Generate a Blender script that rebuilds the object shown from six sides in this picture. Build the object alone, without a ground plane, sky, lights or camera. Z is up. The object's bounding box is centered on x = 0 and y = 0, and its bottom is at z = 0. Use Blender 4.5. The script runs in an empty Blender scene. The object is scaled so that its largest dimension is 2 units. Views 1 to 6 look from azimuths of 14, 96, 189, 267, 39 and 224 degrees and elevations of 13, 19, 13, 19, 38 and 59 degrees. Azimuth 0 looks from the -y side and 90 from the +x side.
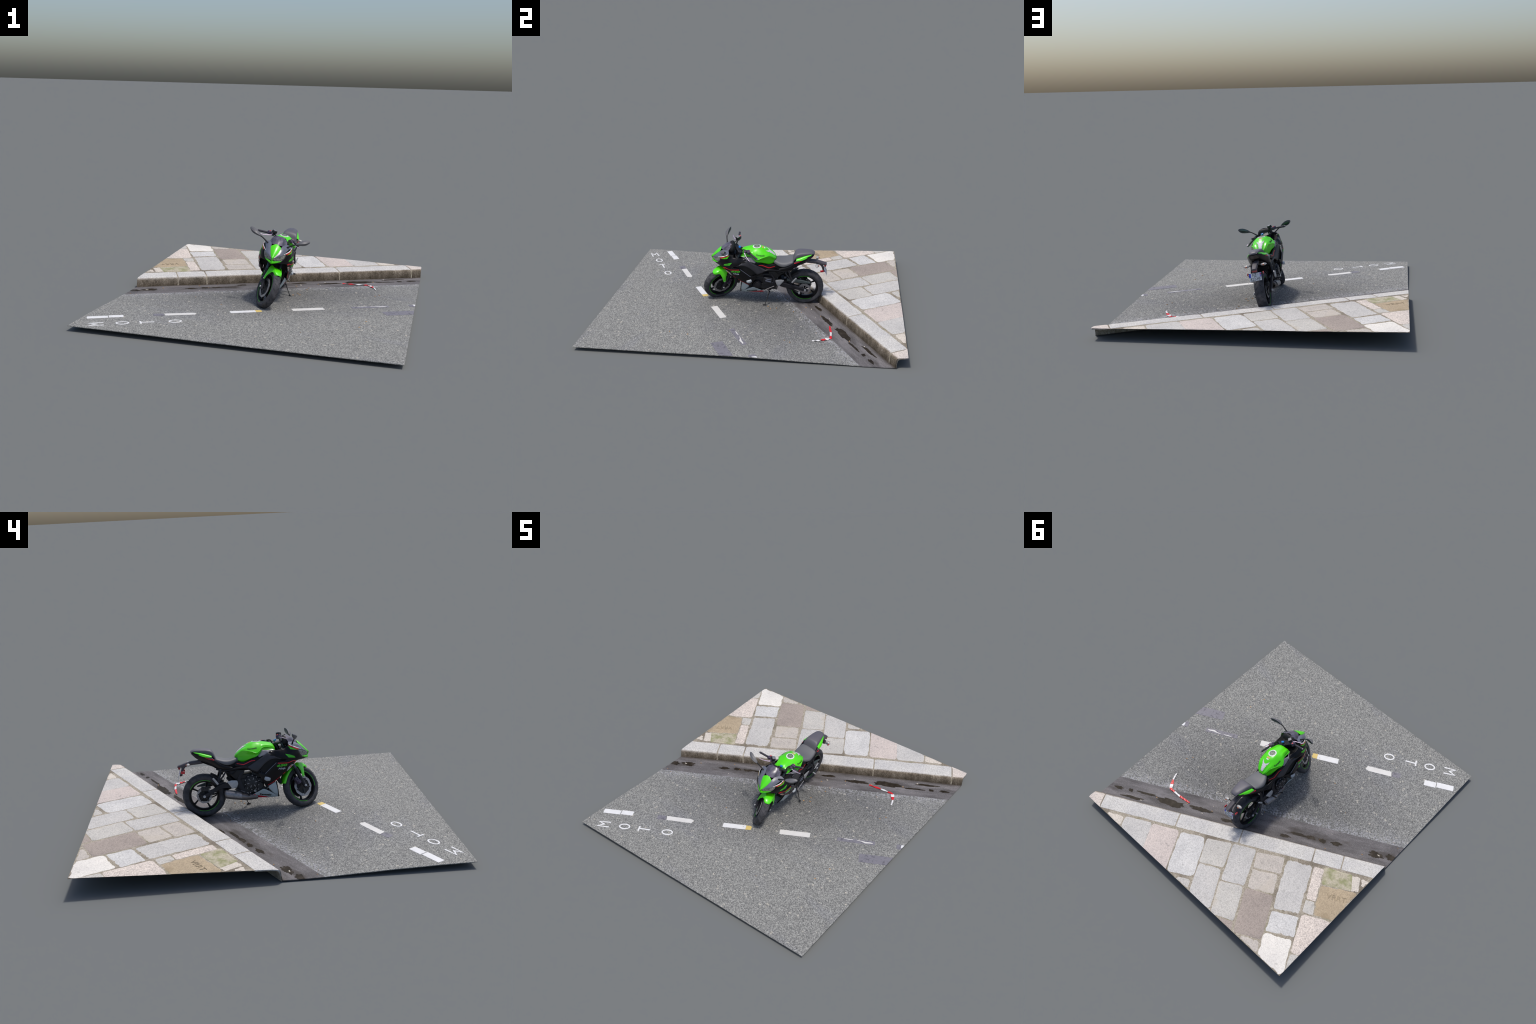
# A parked sport motorcycle on a cut-out piece of street: asphalt, gutter, kerb, paved pavement.
import bpy, bmesh, math, random
import numpy as np
from mathutils import Matrix, Vector, noise
from mathutils.bvhtree import BVHTree
from mathutils.geometry import delaunay_2d_cdt

random.seed(7)

# ------------------------------------------------------------------ helpers: scene
def empty(name, parent=None):
    o = bpy.data.objects.new(name, None)
    bpy.context.scene.collection.objects.link(o)
    o.empty_display_size = 0.05
    o.parent = parent
    return o

def add_mesh(name, verts, faces, mat, parent, smooth=35, bevel=0.0):
    me = bpy.data.meshes.new(name)
    me.from_pydata([tuple(map(float, v)) for v in verts], [], [list(map(int, f)) for f in faces])
    bm = bmesh.new(); bm.from_mesh(me)
    bmesh.ops.recalc_face_normals(bm, faces=bm.faces)
    bm.to_mesh(me); bm.free()
    me.validate()
    if smooth:
        me.shade_smooth()
        me.set_sharp_from_angle(angle=math.radians(smooth))
    me.materials.append(mat)
    o = bpy.data.objects.new(name, me)
    bpy.context.scene.collection.objects.link(o)
    o.parent = parent
    if bevel:
        m = o.modifiers.new("Bevel", 'BEVEL'); m.width = bevel; m.segments = 2; m.limit_method = 'ANGLE'
    return o

def merge(*parts):
    V, F = [], []
    for v, f in parts:
        k = len(V); V += [tuple(p) for p in v]; F += [[i + k for i in q] for q in f]
    return V, F

# ------------------------------------------------------------------ helpers: geometry
def catmull(pts, n, closed=False):
    P = np.array(pts, float); m = len(P); out = []
    segs = m if closed else m - 1
    for i in range(segs):
        if closed:
            a, b, c, d = P[(i - 1) % m], P[i], P[(i + 1) % m], P[(i + 2) % m]
        else:
            b, c = P[i], P[i + 1]
            a = P[i - 1] if i else 2 * b - c
            d = P[i + 2] if i + 2 < m else 2 * c - b
        for j in range(n):
            t = j / n
            out.append(0.5 * ((2 * b) + (c - a) * t + (2 * a - 5 * b + 4 * c - d) * t * t + (3 * b - a - 3 * c + d) * t ** 3))
    if not closed: out.append(P[-1])
    return np.array(out)

def surface(rows, nu=4, nv=4, closed=False, caps=False):
    """smooth surface through rows of control points"""
    R = [catmull(r, nv, closed) for r in rows]
    cols = [catmull([r[i] for r in R], nu) for i in range(len(R[0]))]
    a, b = len(cols[0]), len(cols)
    V = [tuple(cols[j][i]) for i in range(a) for j in range(b)]
    F = []
    for i in range(a - 1):
        for j in range(b if closed else b - 1):
            k = (j + 1) % b
            F.append([i * b + j, i * b + k, (i + 1) * b + k, (i + 1) * b + j])
    if caps and closed:
        F.append(list(range(b))[::-1]); F.append([(a - 1) * b + j for j in range(b)])
    return V, F

def thicken(V, F, t):
    """give a sheet depth along its own normals"""
    bm = bmesh.new()
    vs = [bm.verts.new(v) for v in V]
    for f in F:
        try: bm.faces.new([vs[i] for i in f])
        except ValueError: pass
    bmesh.ops.remove_doubles(bm, verts=bm.verts, dist=1e-6)
    bmesh.ops.recalc_face_normals(bm, faces=bm.faces)
    bmesh.ops.solidify(bm, geom=bm.faces[:], thickness=t)
    bm.verts.index_update()
    r = ([tuple(v.co) for v in bm.verts], [[v.index for v in f.verts] for f in bm.faces])
    bm.free(); return r

def tube(pts, rad, seg=10, n=6, squash=1.0, caps=True):
    """round bar along a smooth path; rad is a number or one value per control point"""
    k = len(pts)
    rads = [rad] * k if isinstance(rad, (int, float)) else list(rad)
    C = catmull(np.column_stack([np.array(pts, float), rads]), n)
    V, F = [], []
    up = None
    for i, c in enumerate(C):
        d = C[min(i + 1, len(C) - 1)][:3] - C[max(i - 1, 0)][:3]
        d = Vector(d).normalized()
        if up is None:
            up = Vector((0, 1, 0)) if abs(d.y) < 0.9 else Vector((0, 0, 1))
        s = d.cross(up).normalized(); up = s.cross(d).normalized()
        for j in range(seg):
            a = 2 * math.pi * j / seg
            V.append(tuple(Vector(c[:3]) + (s * math.cos(a) + up * math.sin(a) * squash) * c[3]))
    m = len(C)
    for i in range(m - 1):
        for j in range(seg):
            k2 = (j + 1) % seg
            F.append([i * seg + j, i * seg + k2, (i + 1) * seg + k2, (i + 1) * seg + j])
    if caps:
        F.append(list(range(seg))); F.append([(m - 1) * seg + j for j in range(seg)])
    return V, F

def box(c, size, rot=(0, 0, 0), taper=1.0):
    M = Matrix.Rotation(rot[2], 3, 'Z') @ Matrix.Rotation(rot[1], 3, 'Y') @ Matrix.Rotation(rot[0], 3, 'X')
    V = []
    for z in (-1, 1):
        t = 1.0 if z < 0 else taper
        for x, y in ((-1, -1), (1, -1), (1, 1), (-1, 1)):
            V.append(tuple(M @ Vector((x * size[0] / 2 * t, y * size[1] / 2 * t, z * size[2] / 2)) + Vector(c)))
    return V, [[0, 3, 2, 1], [4, 5, 6, 7], [0, 1, 5, 4], [1, 2, 6, 5], [2, 3, 7, 6], [3, 0, 4, 7]]

def ring(profile, c, seg=64, a0=0.0, a1=2 * math.pi, closed_profile=False):
    """turn a (radius, y) profile round the axle through c; angle 0 is forward, 90 deg is up"""
    full = abs(a1 - a0 - 2 * math.pi) < 1e-6
    n = seg if full else seg + 1
    V, F = [], []; m = len(profile)
    for i in range(n):
        a = a0 + (a1 - a0) * i / seg
        for r, y in profile:
            V.append((c[0] + r * math.cos(a), c[1] + y, c[2] + r * math.sin(a)))
    for i in range(seg):
        k = (i + 1) % n
        for j in range(m if closed_profile else m - 1):
            l = (j + 1) % m
            F.append([i * m + j, k * m + j, k * m + l, i * m + l])
    if not full and closed_profile:
        F.append(list(range(m))); F.append([(n - 1) * m + j for j in range(m)])
    return V, F

def disc(c, r, y0, y1, seg=32, dome=0.0):
    prof = [(0.001, y0), (r, y0), (r, y1 - (y1 - y0) * 0.25), (r * 0.9, y1), (0.001, y1 + dome * (1 if y1 > y0 else -1))]
    return ring(prof, c, seg)

def mirror(VF):
    V, F = VF
    return [(x, -y, z) for x, y, z in V], [list(f)[::-1] for f in F]

def resample(poly, h):
    out = []
    for i in range(len(poly)):
        a = np.array(poly[i], float); b = np.array(poly[(i + 1) % len(poly)], float)
        n = max(1, int(math.ceil(np.linalg.norm(b - a) / h)))
        out += [a + (b - a) * j / n for j in range(n)]
    return np.array(out)

def chaikin(poly, it=1, k=0.2):
    P = [np.array(p, float) for p in poly]
    for _ in range(it):
        Q = []
        for i in range(len(P)):
            a, b = P[i], P[(i + 1) % len(P)]
            Q += [a + (b - a) * k, b - (b - a) * k]
        P = Q
    return P

def inside(poly, x, y):
    r = False; j = len(poly) - 1
    for i in range(len(poly)):
        xi, yi = poly[i]; xj, yj = poly[j]
        if (yi > y) != (yj > y) and x < (xj - xi) * (y - yi) / (yj - yi) + xi: r = not r
        j = i
    return r

def edge_dist(poly, P):
    P = np.asarray(P, float); d = np.full(len(P), 1e9)
    for i in range(len(poly)):
        a = np.array(poly[i]); b = np.array(poly[(i + 1) % len(poly)]); ab = b - a
        t = np.clip(((P - a) @ ab) / max(ab @ ab, 1e-12), 0, 1)
        d = np.minimum(d, np.linalg.norm(P - (a + t[:, None] * ab), axis=1))
    return d

def fill(poly, h):
    """even triangles inside a flat outline; returns points, triangles, distance from the outline"""
    B = resample(poly, h)
    xs, ys = B[:, 0], B[:, 1]; G = []
    y = ys.min() + h * 0.43; k = 0
    while y < ys.max():
        x = xs.min() + (h / 2 if k % 2 else 0)
        while x < xs.max():
            if inside(B, x, y): G.append((x, y))
            x += h
        y += h * 0.866; k += 1
    if G:
        d = edge_dist(poly, G); G = [g for g, q in zip(G, d) if q > 0.55 * h]
    pts = [Vector(p) for p in B] + [Vector(g) for g in G]
    nb = len(B)
    v, e, f, *_ = delaunay_2d_cdt(pts, [(i, (i + 1) % nb) for i in range(nb)], [], 1, 1e-7)
    P = np.array([tuple(q) for q in v])
    return P, [list(t) for t in f], edge_dist(poly, P)

def slab(poly, top, h=0.02, thick=0.006, edge=0.004, bottom=None):
    """flat piece with rounded rim: outline in (a, b); top(a, b) -> height"""
    P, F, d = fill(poly, h)
    n = len(P)
    zt = np.array([top(a, b) for a, b in P]) - edge * (1 - np.sqrt(np.clip(1 - (1 - np.clip(d / (edge * 1.6 + 1e-9), 0, 1)) ** 2, 0, 1))) * (edge > 0)
    zb = np.array([max(top(a, b) - thick, 0.0) if bottom is None else bottom(a, b) for a, b in P])
    V = [(a, b, z) for (a, b), z in zip(P, zt)] + [(a, b, z) for (a, b), z in zip(P, zb)]
    FF = [f for f in F] + [[i + n for i in f[::-1]] for f in F]
    cnt = {}
    for f in F:
        for i in range(len(f)):
            e = (f[i], f[(i + 1) % len(f)]); cnt[e] = 1
    for a, b in cnt:
        if (b, a) not in cnt: FF.append([b, a, a + n, b + n])
    return V, FF

class RBF:
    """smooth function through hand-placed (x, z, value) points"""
    def __init__(s, pts):
        P = np.array(pts, float); s.c = P[:, :2]; n = len(P)
        K = s.k(np.linalg.norm(s.c[:, None] - s.c[None], axis=2)) + np.eye(n) * 2e-4
        A = np.zeros((n + 3, n + 3)); A[:n, :n] = K; A[:n, n] = 1; A[:n, n + 1:] = s.c; A[n:, :n] = A[:n, n:].T
        s.w = np.linalg.solve(A, np.concatenate([P[:, 2], np.zeros(3)]))
    def k(s, r): return r * r * np.log(r + 1e-9)
    def __call__(s, x, z):
        r = np.linalg.norm(s.c - np.array([x, z]), axis=1)
        return float(s.k(r) @ s.w[:-3] + s.w[-3] + s.w[-2] * x + s.w[-1] * z)

def panel(outline, yf, h=0.014, thick=0.008, edge=0.006, off=0.0, rnd=1):
    """body panel standing on the left side: outline in (x, z), bulge y = yf(x, z)"""
    poly = chaikin(outline, rnd, 0.12) if rnd else [np.array(p, float) for p in outline]
    V, F = slab(poly, lambda a, b: max(yf(a, b), 0.002) + off, h, thick, edge, bottom=lambda a, b: max(yf(a, b), 0.002) + off - thick)
    return [(a, y, b) for a, b, y in V], F

def bvh(*VF):
    V, F = merge(*VF); return BVHTree.FromPolygons([Vector(v) for v in V], F)

def project(P2, F, place, direction, tree, off=0.0015, thick=0.001):
    """lay a flat shape on a body: place(a, b) gives the ray start"""
    d = Vector(direction).normalized(); top, low, ok = [], [], []
    for a, b in P2:
        hit, nrm, _, _ = tree.ray_cast(Vector(place(a, b)), d)
        if hit is None: top.append((0, 0, 0)); low.append((0, 0, 0)); ok.append(False); continue
        if nrm.dot(d) > 0: nrm = -nrm
        n2 = (nrm - d).normalized()
        top.append(tuple(hit + n2 * (off + thick))); low.append(tuple(hit - n2 * 0.002)); ok.append(True)
    n = len(P2); FF = []; cnt = set()
    for f in F:
        if not all(ok[i] for i in f): continue
        FF.append(list(f)); FF.append([i + n for i in f[::-1]])
        for i in range(len(f)): cnt.add((f[i], f[(i + 1) % len(f)]))
    for a, b in cnt:
        if (b, a) not in cnt: FF.append([b, a, a + n, b + n])
    return top + low, FF

def stripe(pts, w):
    """outline of a bent band"""
    P = [np.array(p, float) for p in pts]; L, Rr = [], []
    ws = [w] * len(P) if isinstance(w, (int, float)) else w
    for i, p in enumerate(P):
        d1 = P[i] - P[i - 1] if i else P[1] - P[0]
        d2 = P[i + 1] - P[i] if i + 1 < len(P) else d1
        d1 = d1 / np.linalg.norm(d1); d2 = d2 / np.linalg.norm(d2)
        t = (d1 + d2); t /= np.linalg.norm(t); n = np.array([-t[1], t[0]]); s = ws[i] / 2 / max(0.5, t @ d1)
        L.append(p + n * s); Rr.append(p - n * s)
    return L + Rr[::-1]

def text_shape(body, height, shear=0.0, bold=0.0, width=None):
    cu = bpy.data.curves.new("lettering", 'FONT'); cu.body = body; cu.size = 1.0; cu.resolution_u = 3
    cu.align_x = 'CENTER'; cu.align_y = 'CENTER'; cu.shear = shear; cu.offset = bold
    ob = bpy.data.objects.new("lettering", cu); bpy.context.scene.collection.objects.link(ob)
    bpy.context.view_layer.update()
    me = bpy.data.meshes.new_from_object(ob.evaluated_get(bpy.context.evaluated_depsgraph_get()))
    P = np.array([v.co[:2] for v in me.vertices]); F = [list(p.vertices) for p in me.polygons]
    bpy.data.objects.remove(ob); bpy.data.curves.remove(cu); bpy.data.meshes.remove(me)
    lo, hi = P.min(0), P.max(0); P = P - (lo + hi) / 2
    sy = height / (hi[1] - lo[1]); sx = sy if width is None else width / (hi[0] - lo[0])
    return P * np.array([sx, sy]), F

# ------------------------------------------------------------------ helpers: materials
LIGHT = 1.25      # how much brighter a sunlit level surface is drawn than its own colour
def lin(c): c /= 255.0; return c / 12.92 if c <= 0.04045 else ((c + 0.055) / 1.055) ** 2.4
def col(r, g, b, k=LIGHT): return (min(lin(r) / k, 1), min(lin(g) / k, 1), min(lin(b) / k, 1), 1)

class Mat:
    def __init__(s, name, base, rough=0.5, metal=0.0, coat=0.0, spec=0.5):
        s.m = bpy.data.materials.new(name); s.m.use_nodes = True
        s.t = s.m.node_tree; s.b = s.t.nodes["Principled BSDF"]
        s.b.inputs["Base Color"].default_value = base
        s.b.inputs["Roughness"].default_value = rough
        s.b.inputs["Metallic"].default_value = metal
        s.b.inputs["Coat Weight"].default_value = coat
        s.b.inputs["Coat Roughness"].default_value = 0.08
        s.b.inputs["Specular IOR Level"].default_value = spec
        s.tc = s.t.nodes.new("ShaderNodeTexCoord"); s.last = None; s.base = base
    def n(s, kind, **kw):
        n = s.t.nodes.new(kind)
        for k, v in kw.items():
            if k in n.inputs: n.inputs[k].default_value = v
            else: setattr(n, k, v)
        return n
    def l(s, a, b): s.t.links.new(a, b)
    def coords(s, rot=0.0, scale=(1, 1, 1), loc=(0, 0, 0)):
        """object position turned by rot, then stretched along the turned axes"""
        r = s.n("ShaderNodeMapping"); r.inputs["Rotation"].default_value = (0, 0, rot)
        m = s.n("ShaderNodeMapping"); m.inputs["Scale"].default_value = scale; m.inputs["Location"].default_value = loc
        s.l(s.tc.outputs["Object"], r.inputs["Vector"]); s.l(r.outputs["Vector"], m.inputs["Vector"]); return m.outputs["Vector"]
    def noise(s, scale, detail=2.0, vec=None, rough=0.5, dist=0.0):
        n = s.n("ShaderNodeTexNoise", Scale=scale, Detail=detail, Roughness=rough, Distortion=dist)
        s.l(vec or s.tc.outputs["Object"], n.inputs["Vector"]); return n.outputs["Fac"]
    def cells(s, scale, vec=None):
        n = s.n("ShaderNodeTexVoronoi", Scale=scale); s.l(vec or s.tc.outputs["Object"], n.inputs["Vector"])
        g = s.n("ShaderNodeSeparateColor"); s.l(n.outputs["Color"], g.inputs["Color"]); return g.outputs["Red"]
    def ramp(s, fac, stops):
        r = s.n("ShaderNodeValToRGB"); e = r.color_ramp.elements
        while len(e) < len(stops): e.new(0.5)
        for k, (p, c) in zip(e, stops): k.position = p; k.color = c if isinstance(c, tuple) else (c, c, c, 1)
        s.l(fac, r.inputs["Fac"]); return r.outputs["Color"]
    def math(s, op, a, b=None, clamp=False):
        n = s.n("ShaderNodeMath", operation=op, use_clamp=clamp)
        for i, v in enumerate((a, b)):
            if v is None: continue
            if isinstance(v, (int, float)): n.inputs[i].default_value = v
            else: s.l(v, n.inputs[i])
        return n.outputs[0]
    def mix(s, fac, a, b, mode='MIX'):
        n = s.n("ShaderNodeMix", data_type='RGBA', blend_type=mode)
        for i, v in ((0, fac), (6, a), (7, b)):
            if isinstance(v, (int, float, tuple)): n.inputs[i].default_value = v
            else: s.l(v, n.inputs[i])
        return n.outputs[2]
    def color(s, out): s.l(out, s.b.inputs["Base Color"]); return s
    def rough(s, out): s.l(out, s.b.inputs["Roughness"]); return s
    def bump(s, out, strength=0.3, dist=0.002):
        n = s.n("ShaderNodeBump", Strength=strength, Distance=dist); s.l(out, n.inputs["Height"]); s.l(n.outputs[0], s.b.inputs["Normal"]); return s

def plain(name, rgb, rough=0.5, metal=0.0, coat=0.0, vary=0.12, scale=9.0, k=LIGHT, spec=0.5):
    m = Mat(name, col(*rgb, k=k), rough, metal, coat, spec)
    c = m.base
    lo = tuple(x * (1 - vary) for x in c[:3]) + (1,); hi = tuple(min(1, x * (1 + vary)) for x in c[:3]) + (1,)
    m.color(m.ramp(m.noise(scale, 3.0), [(0.3, lo), (0.7, hi)]))
    return m.m

# ------------------------------------------------------------------ street frame: p runs along the kerb, q across it
ANG = math.radians(27.6)
EP = np.array([math.cos(ANG), math.sin(ANG)]); NQ = np.array([-math.sin(ANG), math.cos(ANG)])
XMIN, XMAX, YMIN, YMAX = -0.921, 0.920, -0.999, 0.999
def pq(p, q): v = EP * p + NQ * q; return float(v[0]), float(v[1])
def to_pq(x, y): return float(EP @ (x, y)), float(NQ @ (x, y))
ROAD_Q = [-1.32, -1.10, -0.90, -0.66, -0.46, -0.24, -0.08, 0.086, 0.25, 0.32, 0.393]
ROAD_L = [0.0280, 0.0290, 0.0295, 0.0310, 0.0325, 0.0286, 0.0235, 0.0160, 0.0085, 0.0070, 0.0078]   # at the far left end
ROAD_R = [0.0240, 0.0214, 0.0205, 0.0205, 0.0208, 0.0178, 0.0130, 0.0090, 0.0050, 0.0045, 0.0055]   # at the right end
WALK_Q = [0.40, 0.46, 0.53, 0.62, 0.74, 0.85, 1.00, 1.10, 1.20, 1.31]
WALK_Z = [0.067, 0.0712, 0.0734, 0.0766, 0.0814, 0.0852, 0.0900, 0.0935, 0.0968, 0.1015]
def wob(x, y, s, a): return noise.noise(Vector((x * s, y * s, 1.7))) * a
def road_z(x, y):
    p, q = to_pq(x, y); t = min(max((p + 1.1) / 2.1, 0.0), 1.0)
    return float(np.interp(q, ROAD_Q, ROAD_L)) * (1 - t) + float(np.interp(q, ROAD_Q, ROAD_R)) * t + wob(x, y, 6, 0.0010)
def walk_z(x, y):
    q = to_pq(x, y)[1]
    return float(np.interp(q, WALK_Q, WALK_Z)) + wob(x, y, 4, 0.0012)

def clip(poly, f):
    """keep the part of the outline where f >= 0"""
    out = []
    for i in range(len(poly)):
        a, b = np.array(poly[i], float), np.array(poly[(i + 1) % len(poly)], float); fa, fb = f(a), f(b)
        if fa >= 0: out.append(a)
        if (fa < 0) != (fb < 0): out.append(a + (b - a) * fa / (fa - fb))
    return out
EDGES = [lambda v: v[0] - XMIN, lambda v: XMAX - v[0], lambda v: v[1] - YMIN, lambda v: YMAX - v[1]]
def clip_all(poly, extra=()):
    for f in list(EDGES) + list(extra):
        poly = clip(poly, f)
        if len(poly) < 3: return []
    return poly
SITE = [(XMIN, YMIN), (XMAX, YMIN), (XMAX, YMAX), (XMIN, YMAX)]
def below(q0): return lambda v: q0 - NQ @ v
def above(q0): return lambda v: NQ @ v - q0

# ------------------------------------------------------------------ street materials
def asphalt():
    """grey aggregate; darker round its middle, paler towards the far corners"""
    m = Mat("asphalt", col(136, 136, 135), 0.9, spec=0.25)
    v = m.coords()
    chips = m.cells(235.0, v); fine = m.noise(320.0, 2.0, v, 0.7)
    g = m.math('ADD', m.math('MULTIPLY', chips, 0.55), m.math('MULTIPLY', fine, 0.55))
    base = m.ramp(g, [(0.18, col(78, 79, 80)), (0.46, col(128, 128, 127)), (0.70, col(156, 156, 153)), (0.95, col(202, 202, 197))])
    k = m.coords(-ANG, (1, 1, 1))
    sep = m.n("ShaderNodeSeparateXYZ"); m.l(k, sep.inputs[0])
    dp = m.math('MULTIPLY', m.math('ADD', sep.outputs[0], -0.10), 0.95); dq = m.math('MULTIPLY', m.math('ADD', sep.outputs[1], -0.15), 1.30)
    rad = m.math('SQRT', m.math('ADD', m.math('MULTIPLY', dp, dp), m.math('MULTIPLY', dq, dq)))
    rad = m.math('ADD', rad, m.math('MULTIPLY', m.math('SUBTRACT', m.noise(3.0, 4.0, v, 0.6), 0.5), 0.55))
    tone = m.ramp(rad, [(0.10, (0.64, 0.64, 0.64, 1)), (0.45, (0.76, 0.76, 0.76, 1)), (0.80, (0.95, 0.95, 0.945, 1)), (1.0, (1.06, 1.06, 1.04, 1))])  # radial multiplier: darker at the middle, paler outwards
    c = m.mix(1.0, base, tone, 'MULTIPLY')
    streak = m.ramp(m.noise(3.0, 3.0, m.coords(0.2, (0.5, 2.0, 1), (2, 0, 0)), 0.5), [(0.54, 0.0), (0.72, 0.6)])
    c = m.mix(streak, c, m.mix(1.0, c, (0.90, 0.91, 0.99, 1), 'MULTIPLY'))
    pale = m.math('GREATER_THAN', m.cells(95.0, m.coords(loc=(3, 1, 0))), 0.990)
    c = m.mix(m.math('MULTIPLY', pale, 0.6), c, col(206, 200, 186))
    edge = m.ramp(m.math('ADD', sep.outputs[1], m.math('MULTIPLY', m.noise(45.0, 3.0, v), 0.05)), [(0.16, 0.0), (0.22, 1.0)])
    grit = m.math('MULTIPLY', edge, m.math('GREATER_THAN', m.cells(120.0, v), 0.62))
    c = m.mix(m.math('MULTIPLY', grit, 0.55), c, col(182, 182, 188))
    m.color(c).bump(g, 0.2, 0.0008)
    return m.m

def gutter_mat():
    """smooth dark strip: pale scuffs, broken puddles along its hollow, damp foot of the kerb"""
    m = Mat("wet_gutter", col(96, 93, 93), 0.8, spec=0.25)
    v = m.coords(-ANG)
    sep = m.n("ShaderNodeSeparateXYZ"); m.l(v, sep.inputs[0])
    fine = m.noise(170.0, 3.0, v, 0.7)
    g = m.math('ADD', m.math('MULTIPLY', fine, 0.5), m.math('MULTIPLY', m.noise(10.0, 5.0, m.coords(-ANG, (0.4, 1.6, 1)), 0.62), 0.7))
    base = m.ramp(g, [(0.40, col(76, 73, 73)), (0.60, col(112, 109, 110)), (0.82, col(150, 146, 147))])
    band = m.math('SUBTRACT', 1.0, m.math('MULTIPLY', m.math('ABSOLUTE', m.math('SUBTRACT', sep.outputs[1], 0.312)), 17.0), True)
    blot = m.noise(11.0, 3.0, m.coords(-ANG, (0.8, 1.3, 1), (0.37, 0, 0)), 0.55)
    damp = m.ramp(m.math('ADD', m.math('MULTIPLY', band, 0.25), m.noise(6.0, 4.0, m.coords(-ANG, (0.6, 1.5, 1), (1.3, 0, 0)), 0.6)), [(0.66, 0.0), (0.80, 0.7)])
    foot = m.ramp(m.math('ADD', sep.outputs[1], m.math('MULTIPLY', blot, 0.03)), [(0.388, 0.0), (0.408, 0.7)])
    c = m.mix(damp, base, col(72, 66, 61))
    c = m.mix(foot, c, col(66, 58, 50))
    m.color(c).bump(fine, 0.25, 0.001)
    return m.m

def stone(name, rgb, speck=0.12, patch=None, moss=False, warm=None):
    rgb = (min(rgb[0] + 4, 255), rgb[1] + 1, rgb[2] - 3)      # the open sky tints level stone blue
    m = Mat(name, col(*rgb), 0.9, spec=0.25)
    off = (sum(rgb) * 0.013, rgb[0] * 0.07, 0)
    v = m.coords(0.3, (1, 1, 1), off)
    g = m.math('ADD', m.math('MULTIPLY', m.cells(210.0, v), 0.45), m.math('MULTIPLY', m.noise(120.0, 3.0, v, 0.7), 0.6))
    k = lambda f: tuple(min(255, x * f) for x in rgb)
    base = m.ramp(g, [(0.22, col(*k(1 - 1.1 * speck))), (0.52, col(*rgb)), (0.88, col(*k(1 + 0.7 * speck)))])
    cloud = m.ramp(m.noise(7.0, 4.0, v, 0.6), [(0.30, (0.89, 0.89, 0.90, 1)), (0.55, (1, 1, 1, 1)), (0.78, (1.06, 1.05, 1.04, 1))])
    c = m.mix(1.0, base, cloud, 'MULTIPLY')
    if warm: c = m.mix(m.ramp(m.noise(5.0, 3.0, m.coords(0, (1, 1, 1), (1.3, 0.4, 0)), 0.5), [(0.54, 0.0), (0.66, 0.6)]), c, col(*warm))
    if moss: c = m.mix(m.ramp(m.noise(13.0, 5.0, v, 0.65), [(0.44, 0.0), (0.60, 0.85)]), c, m.mix(m.noise(70.0, 2.0, v), col(120, 122, 84), col(172, 176, 126)))
    spots = m.math('GREATER_THAN', m.cells(60.0, m.coords(0, (1, 1, 1), (off[1], 2, 0))), 0.985)
    c = m.mix(m.math('MULTIPLY', spots, 0.22), c, col(118, 116, 112))
    m.color(c).bump(g, 0.2, 0.0007)
    return m.m

def kerb_mat(name, rgb):
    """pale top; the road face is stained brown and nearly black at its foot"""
    m = Mat(name, col(*rgb), 0.9, spec=0.25)
    v = m.coords(-ANG)
    g = m.math('ADD', m.math('MULTIPLY', m.cells(210.0, v), 0.45), m.math('MULTIPLY', m.noise(120.0, 3.0, v, 0.7), 0.6))
    k = lambda f: tuple(min(255, x * f) for x in rgb)
    top = m.ramp(g, [(0.22, col(*k(0.84))), (0.52, col(*rgb)), (0.88, col(*k(1.09)))])
    top = m.mix(1.0, top, m.ramp(m.noise(6.0, 4.0, v, 0.6), [(0.30, (0.88, 0.88, 0.90, 1)), (0.60, (1.03, 1.02, 1.0, 1))]), 'MULTIPLY')
    dirt = m.ramp(m.math('ADD', m.math('MULTIPLY', m.noise(18.0, 4.0, m.coords(-ANG, (1, 1, 0.3)), 0.65), 0.7), m.math('MULTIPLY', g, 0.4)),
                  [(0.40, col(72, 65, 55, 1.0)), (0.60, col(110, 101, 89, 1.0)), (0.80, col(150, 142, 131, 1.0))])
    sep = m.n("ShaderNodeSeparateXYZ"); m.l(v, sep.inputs[0])
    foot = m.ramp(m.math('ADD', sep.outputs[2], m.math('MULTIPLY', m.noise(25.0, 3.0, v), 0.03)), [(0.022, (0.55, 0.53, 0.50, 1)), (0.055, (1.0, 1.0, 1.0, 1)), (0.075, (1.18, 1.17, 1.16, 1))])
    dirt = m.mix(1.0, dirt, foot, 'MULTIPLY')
    front = m.ramp(m.math('ADD', sep.outputs[1], m.math('MULTIPLY', m.noise(30.0, 3.0, v), 0.006)), [(0.406, 1.0), (0.417, 0.0)])
    c = m.mix(front, top, dirt)
    m.color(c).bump(g, 0.2, 0.0007)
    return m.m

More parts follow.
